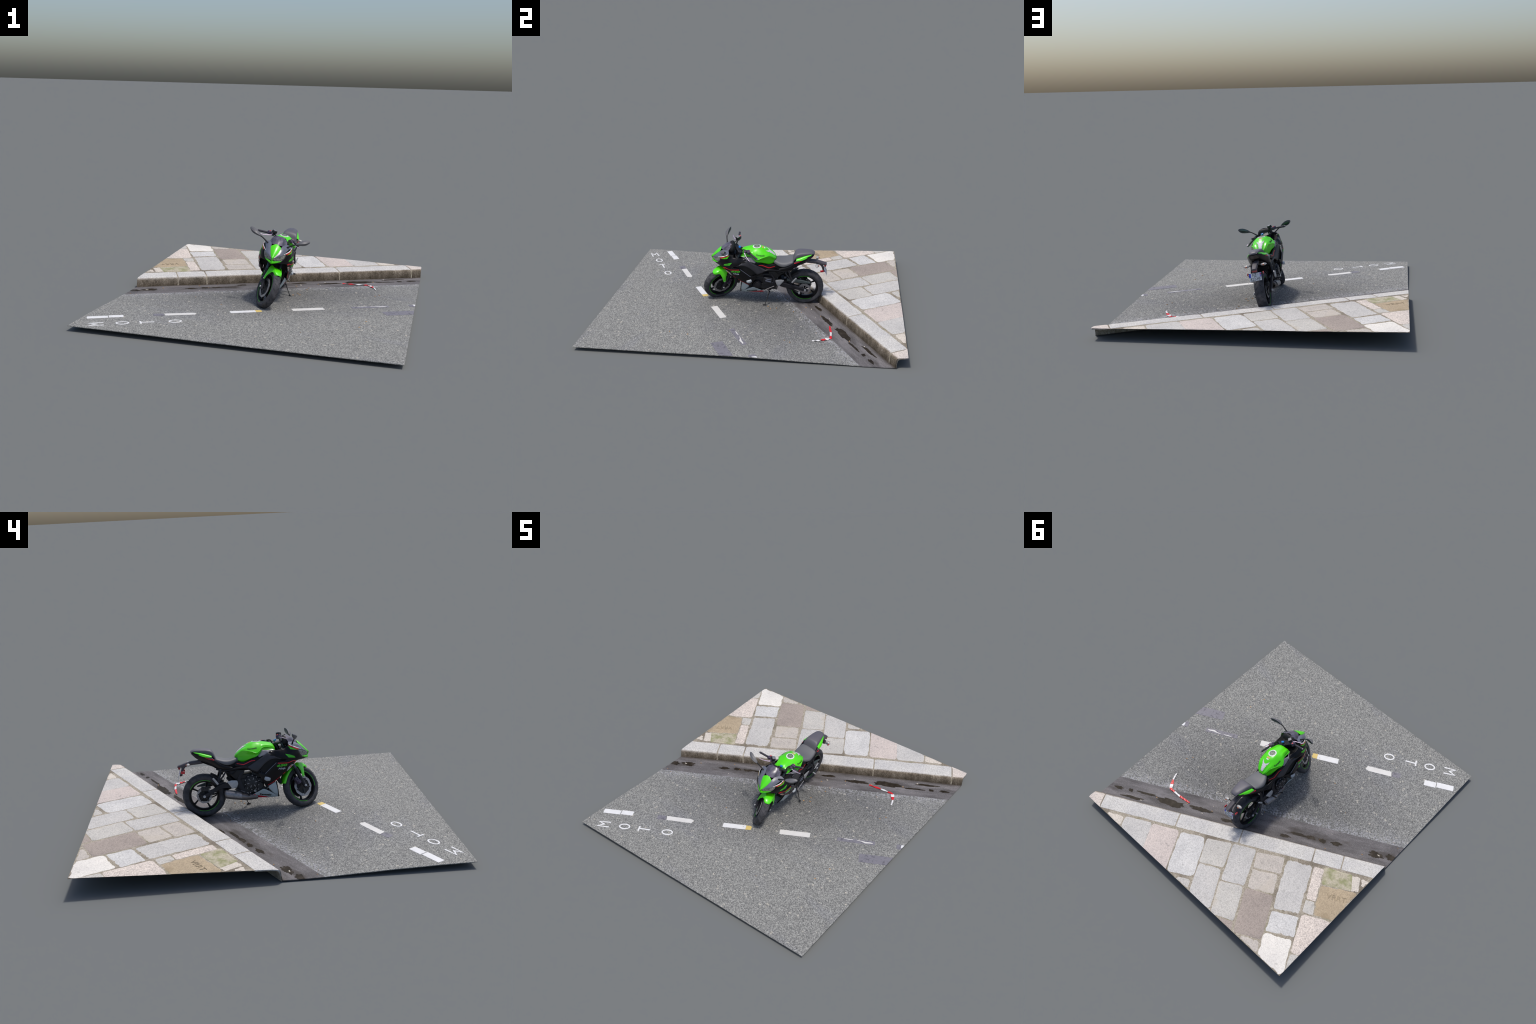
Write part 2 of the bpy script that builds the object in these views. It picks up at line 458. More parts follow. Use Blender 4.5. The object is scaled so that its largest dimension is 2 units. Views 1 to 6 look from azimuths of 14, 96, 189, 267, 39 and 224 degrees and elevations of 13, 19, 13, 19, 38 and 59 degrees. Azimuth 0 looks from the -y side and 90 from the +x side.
def mortar_mat():
    m = Mat("mortar", col(186, 176, 158), 0.9, spec=0.2)
    g = m.noise(110.0, 3.0, None, 0.7)
    c = m.ramp(g, [(0.3, col(134, 124, 108)), (0.5, col(174, 165, 149)), (0.72, col(208, 200, 186))])
    c = m.mix(m.ramp(m.noise(9.0, 4.0, None, 0.6), [(0.54, 0.0), (0.70, 0.5)]), c, col(130, 126, 92))
    c = m.mix(m.ramp(m.noise(5.0, 4.0, m.coords(0, (1, 1, 1), (4, 2, 0)), 0.6), [(0.48, 0.0), (0.64, 0.7)]), c, col(112, 102, 90))
    m.color(c).bump(g, 0.6, 0.002)
    return m.m

def paint_mat(name, rgb, worn=0.1, under=(120, 120, 122)):
    m = Mat(name, col(*rgb), 0.6, spec=0.3)
    n = m.noise(60.0, 4.0, None, 0.7)
    c = m.ramp(m.noise(25.0, 3.0), [(0.3, tuple(x * 0.9 for x in col(*rgb)[:3]) + (1,)), (0.7, col(*rgb))])
    c = m.mix(m.ramp(n, [(0.30 + worn - 0.1, 1.0), (0.34 + worn - 0.1, 0.0)]), c, col(*under))
    m.color(c); return m.m

# ------------------------------------------------------------------ the street
street = empty("street_section")
street["label"] = "square cut of asphalt street with kerb and pale stone pavement"
street["category"] = "street"

V, F = slab(clip_all(SITE, [below(0.2155)]), road_z, 0.022, 0.0038, 0.0)
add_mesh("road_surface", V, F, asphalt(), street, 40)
V, F = slab(clip_all(SITE, [above(0.215), below(0.402)]), road_z, 0.018, 0.0045, 0.0)
add_mesh("gutter", V, F, gutter_mat(), street, 40)

# puddles in the hollow of the gutter: (p, q, half length, half width)
PUDDLES = [(-.115, .347, .040, .010), (-.205, .311, .056, .012), (-.292, .312, .030, .014), (-.376, .313, .027, .015), (-.470, .311, .036, .014), (-.753, .318, .052, .021), (-.853, .311, .032, .017),
           (1.122, .303, .030, .012), (1.035, .300, .020, .012), (.905, .298, .075, .009), (.720, .318, .105, .026), (.500, .312, .078, .017), (.30, .345, .05, .012), (1.0, .352, .08, .010)]
def puddle_mat():
    m = Mat("muddy_water", col(50, 43, 34), 0.55, spec=0.12)
    m.color(m.ramp(m.noise(30.0, 4.0, None, 0.65), [(0.30, col(36, 31, 24)), (0.55, col(56, 49, 40)), (0.80, col(84, 77, 70))])); return m.m
pud_m = puddle_mat()
for i, (p, q, a, b) in enumerate(PUDDLES):
    poly = []
    for k in range(48):
        t = 2 * math.pi * k / 48
        f = 1 + 0.55 * noise.noise(Vector((math.cos(t) * 1.3 + i * 7, math.sin(t) * 1.3, 0))) + 0.35 * noise.noise(Vector((math.cos(t) * 4 + i * 3, math.sin(t) * 4, 5)))
        poly.append(pq(p + a * f * math.cos(t), q + b * f * math.sin(t)))
    poly = clip_all(poly, [below(0.390), above(0.218)])
    if len(poly) < 3: continue
    V, F = slab(poly, lambda x, y: road_z(x, y) + 0.0008, 0.012, 0.002, 0.0)
    add_mesh("puddle", V, F, pud_m, street, 40)

# kerb: an angle-shaped run of granite blocks, face to the road, top level with the pavement
KERB_PROFILE = [(0.393, 0.004), (0.3935, 0.030), (0.3955, 0.050), (0.3985, 0.0590), (0.404, 0.0640), (0.412, 0.0662), (0.440, 0.0690), (0.4605, 0.0700), (0.490, 0.0710), (0.5155, 0.0720)]
KERB_INNER = [(0.5155, 0.0665), (0.490, 0.0655), (0.4605, 0.0645), (0.440, 0.0635), (0.416, 0.0605), (0.407, 0.0560), (0.402, 0.0480), (0.399, 0.030), (0.3985, 0.004)]
def p_range(q):
    lo, hi = -9.0, 9.0
    for lim, c, s, sign in ((XMIN, EP[0], NQ[0], 1), (XMAX, EP[0], NQ[0], -1), (YMIN, EP[1], NQ[1], 1), (YMAX, EP[1], NQ[1], -1)):
        p = (lim - s * q) / c
        if sign > 0: lo = max(lo, p)
        else: hi = min(hi, p)
    return lo, hi
def kerb_piece(p0, p1, drop=0.0, seed=0):
    prof = KERB_PROFILE + KERB_INNER; n = max(2, int((p1 - p0) / 0.02)); V, F = [], []; m = len(prof)
    for i in range(n + 1):
        t = i / n
        for j, (q, z) in enumerate(prof):
            skew = lambda p: (0.0058 - 0.0035 * p) * (1.0 if z > 0.02 else 0.5) * min(1.0, max(0.0, (0.5155 - q) / 0.09)) + drop
            lo, hi = p_range(q + skew(p0))[0], p_range(q + skew(p1))[1]; a, b = min(max(p0, lo), hi), min(p1, hi)
            e = 0.0015 if (drop == 0 and a == p0 and i == 0 or drop == 0 and b == p1 and i == n) and j < len(KERB_PROFILE) else 0.0
            p = a + (b - a) * t
            x, y = pq(p, q + skew(p) + e * (q < 0.41))
            x = min(max(x, XMIN), XMAX); y = min(y, YMAX)
            wb = wob(x, y, 9, 0.0012) * (z > 0.04)
            V.append((x, y, max(z + wb - drop - e * (q >= 0.40), 0.0)))
    for i in range(n):
        for j in range(m):
            k = (j + 1) % m; F.append([i * m + j, i * m + k, (i + 1) * m + k, (i + 1) * m + j])
    F.append(list(range(m))); F.append([n * m + j for j in range(m)])
    return V, F
kerb_grey = kerb_mat("granite_kerb", (214, 212, 209)); kerb_pink = kerb_mat("pink_granite_kerb", (222, 212, 204))
JOINTS = [-0.93, -0.549, -0.350, 0.161, 0.615, 1.172, 1.31]
for i in range(len(JOINTS) - 1):
    a, b = JOINTS[i], JOINTS[i + 1]
    V, F = kerb_piece(a + 0.0042, b - 0.0042)
    add_mesh("kerb_stone", V, F, kerb_pink if i == 5 else kerb_grey, street, 40)
mortar = mortar_mat()
V, F = kerb_piece(-0.93, 1.31, 0.0018)
add_mesh("kerb_joint", V, F, mortar, street, 40)
V, F = slab(clip_all(SITE, [above(0.513)]), lambda x, y: walk_z(x, y) - 0.0016, 0.022, 0.0024, 0.0)
add_mesh("mortar_bed", V, F, mortar, street, 40)

# pavement: each slab by its (p, q) corners
S_BLUE = stone("blue_grey_stone", (203, 203, 203)); S_GREY = stone("grey_stone", (204, 203, 200), warm=(200, 188, 168))
S_PALE = stone("pale_stone", (216, 217, 218)); S_WHITE = stone("white_stone", (238, 236, 232), 0.08)
S_PINK = stone("pink_stone", (211, 202, 199)); S_ROSE = stone("rose_granite", (221, 212, 206), 0.20)
S_MAUVE = stone("mauve_stone", (172, 163, 158)); S_SAND = stone("sandy_stone", (201, 196, 191), warm=(204, 194, 180))
S_TAN = stone("tan_sandstone", (186, 171, 148), 0.12, warm=(160, 143, 116)); S_MOSS = stone("mossy_stone", (196, 190, 172), moss=True)
S_CREAM = stone("cream_stone", (216, 210, 202))
PAVING = [
    (S_CREAM, (1.131, .531), (.981, .545), (.972, .68), (1.146, .62)), (S_BLUE, (.966, .540), (.779, .538), (.770, .80), (.962, .80)),
    (S_PINK, (.769, .541), (.578, .539), (.565, .92), (.755, .92)), (S_PALE, (.560, .545), (.387, .543), (.376, .830), (.554, .842)),
    (S_GREY, (.501, .868), (.377, .860), (.373, 1.0), (.51, 1.0)), (S_GREY, (.372, .543), (.207, .535), (.207, .714), (.365, .721)),
    (S_BLUE, (.364, .735), (.217, .732), (.197, 1.06), (.354, 1.06)), (S_BLUE, (.189, .535), (.034, .536), (.034, .800), (.185, .800)),
    (S_GREY, (.192, .818), (.036, .813), (.028, 1.049), (.183, 1.040)), (S_MAUVE, (.185, 1.060), (.029, 1.062), (.023, 1.2), (.170, 1.2)),
    (S_SAND, (.018, .550), (-.166, .537), (-.171, .652), (.008, .658)), (S_SAND, (.007, .675), (-.160, .668), (-.164, .808), (.006, .804)),
    (S_MAUVE, (.012, .820), (-.170, .823), (-.178, 1.121), (-.001, 1.115)), (S_SAND, (-.004, 1.133), (-.178, 1.133), (-.182, 1.30), (-.024, 1.30)),
    (S_BLUE, (-.185, .542), (-.366, .542), (-.369, .898), (-.194, .899)), (S_PALE, (-.188, .919), (-.368, .916), (-.369, 1.049), (-.186, 1.055)),
    (S_WHITE, (-.189, 1.074), (-.369, 1.073), (-.368, 1.36), (-.184, 1.36)), (S_ROSE, (-.380, .546), (-.441, .547), (-.439, .775), (-.386, .776)),
    (S_GREY, (-.384, .791), (-.440, .790), (-.445, .871), (-.385, .869)), (S_MOSS, (-.448, .533), (-.626, .534), (-.645, .646), (-.457, .650)),
    (S_CREAM, (-.630, .536), (-.691, .541), (-.694, .643), (-.650, .642)), (S_CREAM, (-.700, .543), (-.80, .541), (-.80, .644), (-.702, .641)),
    (S_TAN, (-.452, .660), (-.74, .650), (-.74, .872), (-.452, .872)), (S_ROSE, (-.387, .892), (-.70, .889), (-.70, 1.150), (-.385, 1.152)),
    (S_GREY, (-.384, 1.163), (-.60, 1.158), (-.60, 1.36), (-.380, 1.36)),
]
for i, (mat, *c) in enumerate(PAVING):
    rr = random.Random(i + 3)
    mp, mq = np.mean([v[0] for v in c]), np.mean([v[1] for v in c])
    grow = lambda v, m: v + (0.0045 if v > m else -0.0045)
    poly = chaikin([pq(grow(p, mp) + rr.uniform(-.002, .002), grow(q, mq) + rr.uniform(-.002, .002)) for p, q in c], 2, 0.055)
    poly = resample(poly, 0.03)
    cen = np.mean(poly, axis=0)
    poly = [v + np.array([wob(v[0] * 5 + i, v[1] * 5, 4, 0.0022), wob(v[0] * 5, v[1] * 5 + i, 4, 0.0022)]) for v in poly]
    poly = clip_all(poly)
    if len(poly) < 3: continue
    lift = rr.uniform(-0.0006, 0.0008)
    V, F = slab(poly, lambda x, y: walk_z(x, y) + lift + wob(x, y, 14 + i, 0.0010), 0.016, 0.0042, 0.0018)
    add_mesh("paving_stone", V, F, mat, street, 50)

# shallow carving on the sandstone slab
P2, F2 = text_shape("VRRT", 0.034, width=0.13)
V = []
cp, cq = -0.568, 0.722
for k in range(2):
    for a, b in P2:
        x, y = pq(cp - a, cq - b); V.append((x, y, walk_z(x, y) + (0.0018 if k == 0 else -0.002)))
n2 = len(P2)
add_mesh("carved_letters", V, F2 + [[i + n2 for i in f[::-1]] for f in F2], plain("carving", (164, 148, 122), 0.9), street, 0)

# painted marks
def road_mark(poly_pq, mat, name="road_marking", h=0.012, rag=0.002):
    poly = []
    for v in resample(poly_pq, 0.008):
        v = v + np.array([noise.noise(Vector((v[0] * 90, v[1] * 90, 3))), noise.noise(Vector((v[0] * 90, v[1] * 90, 8)))]) * rag
        poly.append(pq(*v))
    poly = clip_all(poly)
    if len(poly) < 3: return
    V, F = slab(poly, lambda x, y: road_z(x, y) + 0.0011, h, 0.0022, 0.0)
    add_mesh(name, V, F, mat, street, 40)
white = paint_mat("road_paint", (246, 246, 246), 0.06); worn_white = paint_mat("worn_road_paint", (236, 234, 230), 0.08)
yellow = paint_mat("yellow_paint", (236, 208, 128), 0.05, (210, 180, 110)); ghost = paint_mat("removed_paint", (138, 136, 144), 0.22, (108, 106, 114))
def bar(p0, p1, q0=-0.302, q1=-0.344): return [(p0, q0), (p1, q0), (p1, q1), (p0, q1)]
road_mark(bar(-1.172, -1.052), white); road_mark(bar(-1.047, -0.964, -0.297, -0.340), white)
road_mark([(-.727, -.303), (-.56, -.305), (-.537, -.315), (-.546, -.345), (-.721, -.342)], worn_white)
road_mark(bar(-0.790, -0.729), ghost, rag=0.004)
road_mark(bar(-0.332, -0.176), white); road_mark([(-.1755, -.303), (-.145, -.304), (-.137, -.312), (-.139, -.342), (-.1755, -.344)], yellow)
road_mark(bar(0.054, 0.257, -0.302, -0.347), worn_white)
road_mark(bar(0.436, 0.683, -0.312, -0.346), ghost, rag=0.004)
road_mark(bar(0.592, 0.86, -0.442, -0.518), ghost, rag=0.005)
road_mark(bar(0.823, 0.95, -0.313, -0.358), ghost, rag=0.004)
def over(poly, mat):  # paint left on top of an older, scraped mark
    pl = [pq(*v) for v in resample(poly, 0.008)]; pl = clip_all(pl)
    if len(pl) < 3: return
    V, F = slab(pl, lambda x, y: road_z(x, y) + 0.0019, 0.01, 0.0016, 0.0); add_mesh("road_marking", V, F, mat, street, 40)
over(stripe([(.480, -.316), (.51, -.320), (.54, -.319)], [.003, .006, .004]), worn_white)
over(stripe([(.565, -.319), (.595, -.324), (.62, -.333), (.655, -.331), (.67, -.334)], [.003, .006, .014, .009, .003]), worn_white)
over([(.853, -.316), (.94, -.316), (.94, -.35), (.85, -.345)], white)

road_mark(stripe([(-1.083, -.4335), (-1.161, -.4345), (-1.122, -.457), (-1.160, -.4785), (-1.081, -.4805)], .0100), white, "painted_letter", rag=0.001)
def painted_o(cp, cq):
    V, F = [], []; n = 40
    for i in range(n):
        a = 2 * math.pi * i / n
        for k in (1.0, 0.70):
            for dz in (0.0011, -0.001):
                x, y = pq(cp + 0.0385 * (k + (0.08 if k < 1 else 0)) * math.cos(a), cq + 0.0265 * (k - (0.06 if k < 1 else 0)) * math.sin(a))
                V.append((x, y, road_z(x, y) + dz))
    for i in range(n):
        k = (i + 1) % n; a, b = i * 4, k * 4
        F += [[a, b, b + 2, a + 2], [a + 1, a + 3, b + 3, b + 1], [a, a + 1, b + 1, b], [a + 2, b + 2, b + 3, a + 3]]
    add_mesh("painted_letter", V, F, white, street, 40)
painted_o(-0.978, -0.456); painted_o(-0.680, -0.461)
road_mark(stripe([(-.877, -.435), (-.876, -.481)], .0105), white, "painted_letter", rag=0.001)
road_mark(stripe([(-.872, -.457), (-.80, -.460)], .0100), white, "painted_letter", rag=0.001)

# fallen leaves and grit
rr = random.Random(21); V, F = [], []; leaf_v, leaf_f = [], []
def flake(cx, cy, r, z, rnd):
    n = 6; k = rnd.uniform(0, 6.28); vs = []
    for i in range(n):
        a = k + 2 * math.pi * i / n; q = r * rnd.uniform(0.55, 1.1)
        vs.append((cx + q * math.cos(a) * 1.5, cy + q * math.sin(a) * 0.8))
    V = [(x, y, z + 0.0022 + rnd.uniform(0, .001)) for x, y in vs] + [(x, y, z - 0.001) for x, y in vs]
    return V, [list(range(n)), [i + n for i in range(n)][::-1]] + [[i, i + n, (i + 1) % n + n, (i + 1) % n] for i in range(n)]
pale, leafs = [], []
for i in range(46):
    p, q = (rr.uniform(-.9, 1.05), rr.uniform(.05, .38)) if i % 3 else (rr.uniform(-.6, .9), rr.uniform(-.9, .2))
    x, y = pq(p, q)
    if XMIN + .01 < x < XMAX - .01 and YMIN + .01 < y < YMAX - .01: (pale if i % 2 else leafs).append(flake(x, y, rr.uniform(.0025, .0055), road_z(x, y), rr))
for x, y in ((0.13, 0.10), (0.15, 0.16), (0.17, 0.12), (0.19, 0.28), (0.10, 0.36)): leafs.append(flake(x, y, .006, road_z(x, y), rr))
o = add_mesh("litter", *merge(*pale), plain("paper_scrap", (222, 214, 200), 0.8), street, 0); o["kind"] = "stuff"
o = add_mesh("leaf_litter", *merge(*leafs), plain("dry_leaf", (176, 142, 102), 0.8, vary=0.3), street, 0); o["kind"] = "stuff"

# ------------------------------------------------------------------ barrier tape lying in the gutter
tape = empty("barrier_tape"); tape["label"] = "crumpled strip of red and white barrier tape"; tape["category"] = "tape"
TAPE = [(.598, .286), (.645, .268), (.689, .251), (.731, .230), (.762, .214), (.768, .190), (.770, .165), (.772, .141), (.770, .110), (.764, .085)]
TW = [.008, .013, .013, .012, .016, .024, .020, .011, .011, .007]
C = catmull([(p, q, w) for (p, q), w in zip(TAPE, TW)], 6)
red_m = plain("tape_red", (226, 38, 44), 0.4); white_m = plain("tape_white", (240, 238, 238), 0.4)
cuts = [0, 11, 18, 26, 33, 42, len(C) - 1]
for j in range(len(cuts) - 1):
    V, F = [], []
    for i in range(cuts[j], cuts[j + 1] + 1):
        p, q, w = C[i]; d = C[min(i + 1, len(C) - 1)] - C[max(i - 1, 0)]; nrm = np.array([-d[1], d[0]]) / np.hypot(d[0], d[1])
        for s in (-0.5, 0.0, 0.5):
            a, b = p + nrm[0] * w * s, q + nrm[1] * w * s; x, y = pq(a, b)
            z = road_z(x, y) + 0.003 + 0.004 * (0.5 + 0.5 * math.sin(i * 0.9 + s * 3))
            V.append((x, y, z)); V.append((x, y, z - 0.0010))
    for i in range(cuts[j + 1] - cuts[j]):
        a, b = i * 6, i * 6 + 6
        F += [[a, a + 2, b + 2, b], [a + 2, a + 4, b + 4, b + 2], [a + 1, b + 1, b + 3, a + 3], [a + 3, b + 3, b + 5, a + 5], [a, b, b + 1, a + 1], [a + 4, a + 5, b + 5, b + 4]]
    F += [[0, 1, 3, 2], [2, 3, 5, 4]]; k = 6 * (cuts[j + 1] - cuts[j]); F += [[k, k + 2, k + 3, k + 1], [k + 2, k + 4, k + 5, k + 3]]
    add_mesh("red_band" if j % 2 == 0 else "white_band", V, F, red_m if j % 2 == 0 else white_m, tape, 60)

# ------------------------------------------------------------------ the motorcycle (own frame in metres: x forward, y left, z up, rear axle above x = 0)
SCALE, YAW, LEAN, PITCH, STEER = 0.4144, 0.0363, -0.1826, -0.0208, 0.553
bike = empty("motorcycle")
bike["label"] = "lime green and black sport motorcycle leaning on its side stand"
bike["category"] = "motorcycle"
B0 = Matrix(((0, 1, 0), (-1, 0, 0), (0, 0, 1)))
ROT = Matrix.Rotation(YAW, 3, 'Z') @ B0 @ Matrix.Rotation(PITCH, 3, 'Y') @ Matrix.Rotation(LEAN, 3, 'X')
AXLE = Vector((0.0100, 0.3416, 0.1325))
base = AXLE + SCALE * (ROT @ Vector((0, 0, -0.312)))
bike.matrix_world = Matrix.Translation(base) @ ROT.to_4x4() @ Matrix.Scale(SCALE, 4)
RAKE = math.radians(24)
SDIR = Vector((-math.sin(RAKE), 0, math.cos(RAKE))); SPT = Vector((1.51, 0, 0)); SROT = Matrix.Rotation(STEER, 3, SDIR)
def steer(VF): return [tuple(SPT + SROT @ (Vector(v) - SPT)) for v in VF[0]], VF[1]

GREEN = Mat("lime_paint", col(88, 238, 14), 0.32, coat=0.15)
GREEN.color(GREEN.ramp(GREEN.noise(5.0, 2.0), [(0.3, col(82, 230, 10)), (0.7, col(96, 242, 20))])); GREEN = GREEN.m
BLACK = plain("gloss_black", (20, 20, 24), 0.3, coat=0.0, vary=0.3, spec=0.25)
SATIN = plain("satin_black", (38, 38, 44), 0.45, vary=0.2, spec=0.3)
MATT = plain("matt_black", (26, 26, 29), 0.7, vary=0.35, scale=25)
ENGINE = plain("engine_black", (34, 35, 40), 0.42, vary=0.5, scale=18, spec=0.4)
DARK = plain("inner_black", (16, 16, 18), 0.8, vary=0.3)
COVER = plain("grey_knee_cover", (132, 133, 140), 0.55, vary=0.1)
DECK = plain("gunmetal_cowl", (104, 108, 122), 0.3, coat=0.3, vary=0.2, scale=6)
RED = plain("red_stripe", (206, 30, 44), 0.35, vary=0.05)
WHITE = plain("white_stripe", (236, 240, 238), 0.35, vary=0.03)
LIME = plain("lime_decal", (72, 200, 34), 0.4, vary=0.05)
INK = plain("ink_black", (24, 36, 26), 0.5, vary=0.05)
SILVERINK = plain("silver_decal", (206, 210, 220), 0.4, vary=0.05)
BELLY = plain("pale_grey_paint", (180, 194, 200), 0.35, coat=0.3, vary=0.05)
ALU = plain("cast_aluminium", (186, 188, 192), 0.42, metal=0.35, vary=0.12, scale=30)
STEEL = plain("brushed_steel", (158, 156, 158), 0.4, metal=0.5, vary=0.2, scale=40)
EXH = plain("exhaust_steel", (134, 128, 126), 0.35, metal=0.6, vary=0.25, scale=8)
SEAT = plain("seat_vinyl", (106, 107, 111), 0.55, vary=0.07, scale=120)
SEAT2 = plain("pillion_vinyl", (98, 96, 104), 0.5, vary=0.07, scale=120)
LENS = plain("clear_lens", (180, 178, 176), 0.18, coat=0.5, vary=0.15, scale=50)
LAMP = plain("headlamp_lens", (138, 138, 132), 0.15, coat=0.5, vary=0.6, scale=45)
AMBER = plain("amber_bulb", (196, 112, 72), 0.4)
TAILL = plain("tail_lens", (92, 86, 82), 0.3, vary=0.4, scale=60)
REFL = plain("red_reflector", (196, 24, 40), 0.25, coat=0.4)
MIRR = plain("mirror_glass", (96, 112, 108), 0.08, metal=0.7)
HOUS = plain("mirror_shell", (102, 102, 106), 0.5, vary=0.1)
GRIP = plain("grip_rubber", (50, 48, 58), 0.7)
SWITCH = plain("switchgear", (72, 62, 84), 0.5, vary=0.3, scale=40)
LEVER = plain("lever_alloy", (202, 184, 208), 0.35, metal=0.3)
RIMG = plain("rim_tape", (64, 170, 30), 0.4, vary=0.1)
BLUE = plain("blue_plastic", (40, 130, 214), 0.4)
def screen_mat():
    m = Mat("smoked_screen", col(96, 92, 108), 0.3, coat=0.0)
    m.color(m.ramp(m.noise(16.0, 4.0, m.coords(0, (0.6, 1.6, 0.6)), 0.65), [(0.30, col(62, 60, 72)), (0.55, col(98, 94, 110)), (0.78, col(140, 136, 152))])); return m.m
SCREEN = screen_mat()
def tyre_mat():
    m = Mat("tyre_rubber", col(58, 60, 66), 0.75, spec=0.3)
    n = m.noise(14.0, 4.0, None, 0.6)
    m.color(m.ramp(n, [(0.3, col(54, 55, 60)), (0.55, col(74, 74, 79)), (0.80, col(98, 95, 99))])).bump(m.noise(120.0, 2.0), 0.2, 0.002); return m.m
TYRE = tyre_mat()

def part(name, VF, mat, parent=None, smooth=35, bevel=0.0):
    return add_mesh(name, VF[0], VF[1], mat, parent or bike, smooth, bevel)
def both(name, VF, mat, parent=None, smooth=35, bevel=0.0, f=lambda x: x):
    a = part(name, f(VF), mat, parent, smooth, bevel); b = part(name, f(mirror(VF)), mat, parent, smooth, bevel); return a, b

# --- wheels
def wheel(c, R, W, hub_w, spoke0, f, arcs, disc_sides, disc_r, fill_r):
    g = empty("wheel", bike)
    rim_r = 0.218; hw = W / 2
    prof = [(rim_r, -hw * .70), (rim_r + .012, -hw * .82), (R - .052, -hw * .99), (R - .034, -hw * .97), (R - .020, -hw * .83), (R - .0085, -hw * .58), (R - .002, -hw * .28), (R, 0),
            (R - .002, hw * .28), (R - .0085, hw * .58), (R - .020, hw * .83), (R - .034, hw * .97), (R - .052, hw * .99), (rim_r + .012, hw * .82), (rim_r, hw * .70)]
    part("tyre", f(ring(prof, c, 96)), TYRE, g, 50)
    # slanted dark bars laid on the tread in place of cut grooves
    cuts = []
    for i in range(22):
        a = 2 * math.pi * i / 22
        for s in (-1, 1):
            pts = []
            for k in range(4):
                t = k / 3; y = s * hw * (0.18 + 0.60 * t); aa = a + s * 0.05 + 0.16 * t
                r = R - 0.0012 - 0.0165 * max(0.0, (abs(y) / hw - 0.28)) ** 1.3 * 1.55
                pts.append((c[0] + r * math.cos(aa), c[1] + y, c[2] + r * math.sin(aa)))
            cuts.append(tube(pts, [.001, .0020, .0020, .001], 5, 3))
    o = part("tread_bar", f(merge(*cuts)), DARK, g, 60); o["kind"] = "stuff"
    rw = hw * .70
    rim = ring([(rim_r + .008, -rw), (rim_r + .006, -rw - .006), (rim_r - .010, -rw - .004), (rim_r - .026, -rw * .55), (rim_r - .034, 0), (rim_r - .026, rw * .55), (rim_r - .010, rw + .004), (rim_r + .006, rw + .006), (rim_r + .008, rw)], c, 72)
    hub = ring([(.001, -hub_w), (.040, -hub_w), (.048, -hub_w * .8), (.036, 0), (.048, hub_w * .8), (.040, hub_w), (.001, hub_w)], c, 32)
    sp = []
    for i in range(5):
        a = spoke0 + i * 2 * math.pi / 5
        pts = [(c[0] + r * math.cos(a + t), c[1], c[2] + r * math.sin(a + t)) for r, t in ((.034, -.10), (.085, -.03), (.140, .02), (rim_r - .026, .06))]
        sp.append(tube(pts, [.020, .014, .012, .017], 10, 4, 1.25))
    part("rim", f(merge(rim, hub, *sp)), BLACK, g, 40)
    part("disc_filler", f(merge(*[disc(c, disc_r * fill_r, s_ * (hub_w - .012), s_ * (hub_w + .001), 40) for s_ in disc_sides])), MATT, g, 40)  # added dark plates that close the wheel inside the brake discs
    for s in (-1, 1):
        for a0, a1 in arcs[0 if s < 0 else 1]:
            y = s * (rw + .0062)
            VF = ring([(rim_r - .0005, y - s * .004), (rim_r + .0070, y - s * .004), (rim_r + .0070, y + s * .0018), (rim_r - .0005, y + s * .0018)], c, 40, a0, a1, True)
            part("rim_stripe", f(VF), RIMG, g, 30)
    for s in disc_sides:
        y = s * (hub_w + .006); n = 90; V, F = [], []
        for i in range(n):
            a = 2 * math.pi * i / n; ro = disc_r * (1 + .022 * math.cos(a * 10)); ri = disc_r * .74 * (1 + .03 * math.cos(a * 10))
            for r in (ri, ro):
                for d in (-.0025, .0025): V.append((c[0] + r * math.cos(a), c[1] + y + d, c[2] + r * math.sin(a)))
        for i in range(n):
            p, q = i * 4, (i + 1) % n * 4
            F += [[p + 1, q + 1, q + 3, p + 3], [p, p + 2, q + 2, q], [p + 2, p + 3, q + 3, q + 2], [p, q, q + 1, p + 1]]
        part("brake_disc", f((V, F)), STEEL, g, 30)
        arms = []
        for i in range(5):
            a = spoke0 + .3 + i * 2 * math.pi / 5
            arms.append(tube([(c[0] + .035 * math.cos(a), c[1] + y, c[2] + .035 * math.sin(a)), (c[0] + disc_r * .78 * math.cos(a), c[1] + y, c[2] + disc_r * .78 * math.sin(a))], [.012, .009], 8, 2, .5))
            arms.append(disc((c[0] + disc_r * .76 * math.cos(a), c[1] + y, c[2] + disc_r * .76 * math.sin(a)), .011, -s * .004, s * .008, 10))
        part("disc_carrier", f(merge(*arms)), ENGINE, g, 40)
    return g
D = math.radians
wheel((0, 0, .312), .312, .160, .062, D(71), lambda x: x, [[(D(62), D(152)), (D(246), D(336))], [(D(60), D(112)), (D(240), D(345))]], [-1], .110, .76)
wheel((1.41, 0, .300), .300, .122, .050, D(42), steer, [[(D(-5), D(85)), (D(170), D(282))], [(D(-60), D(75)), (D(170), D(260))]], [-1, 1], .150, .92)

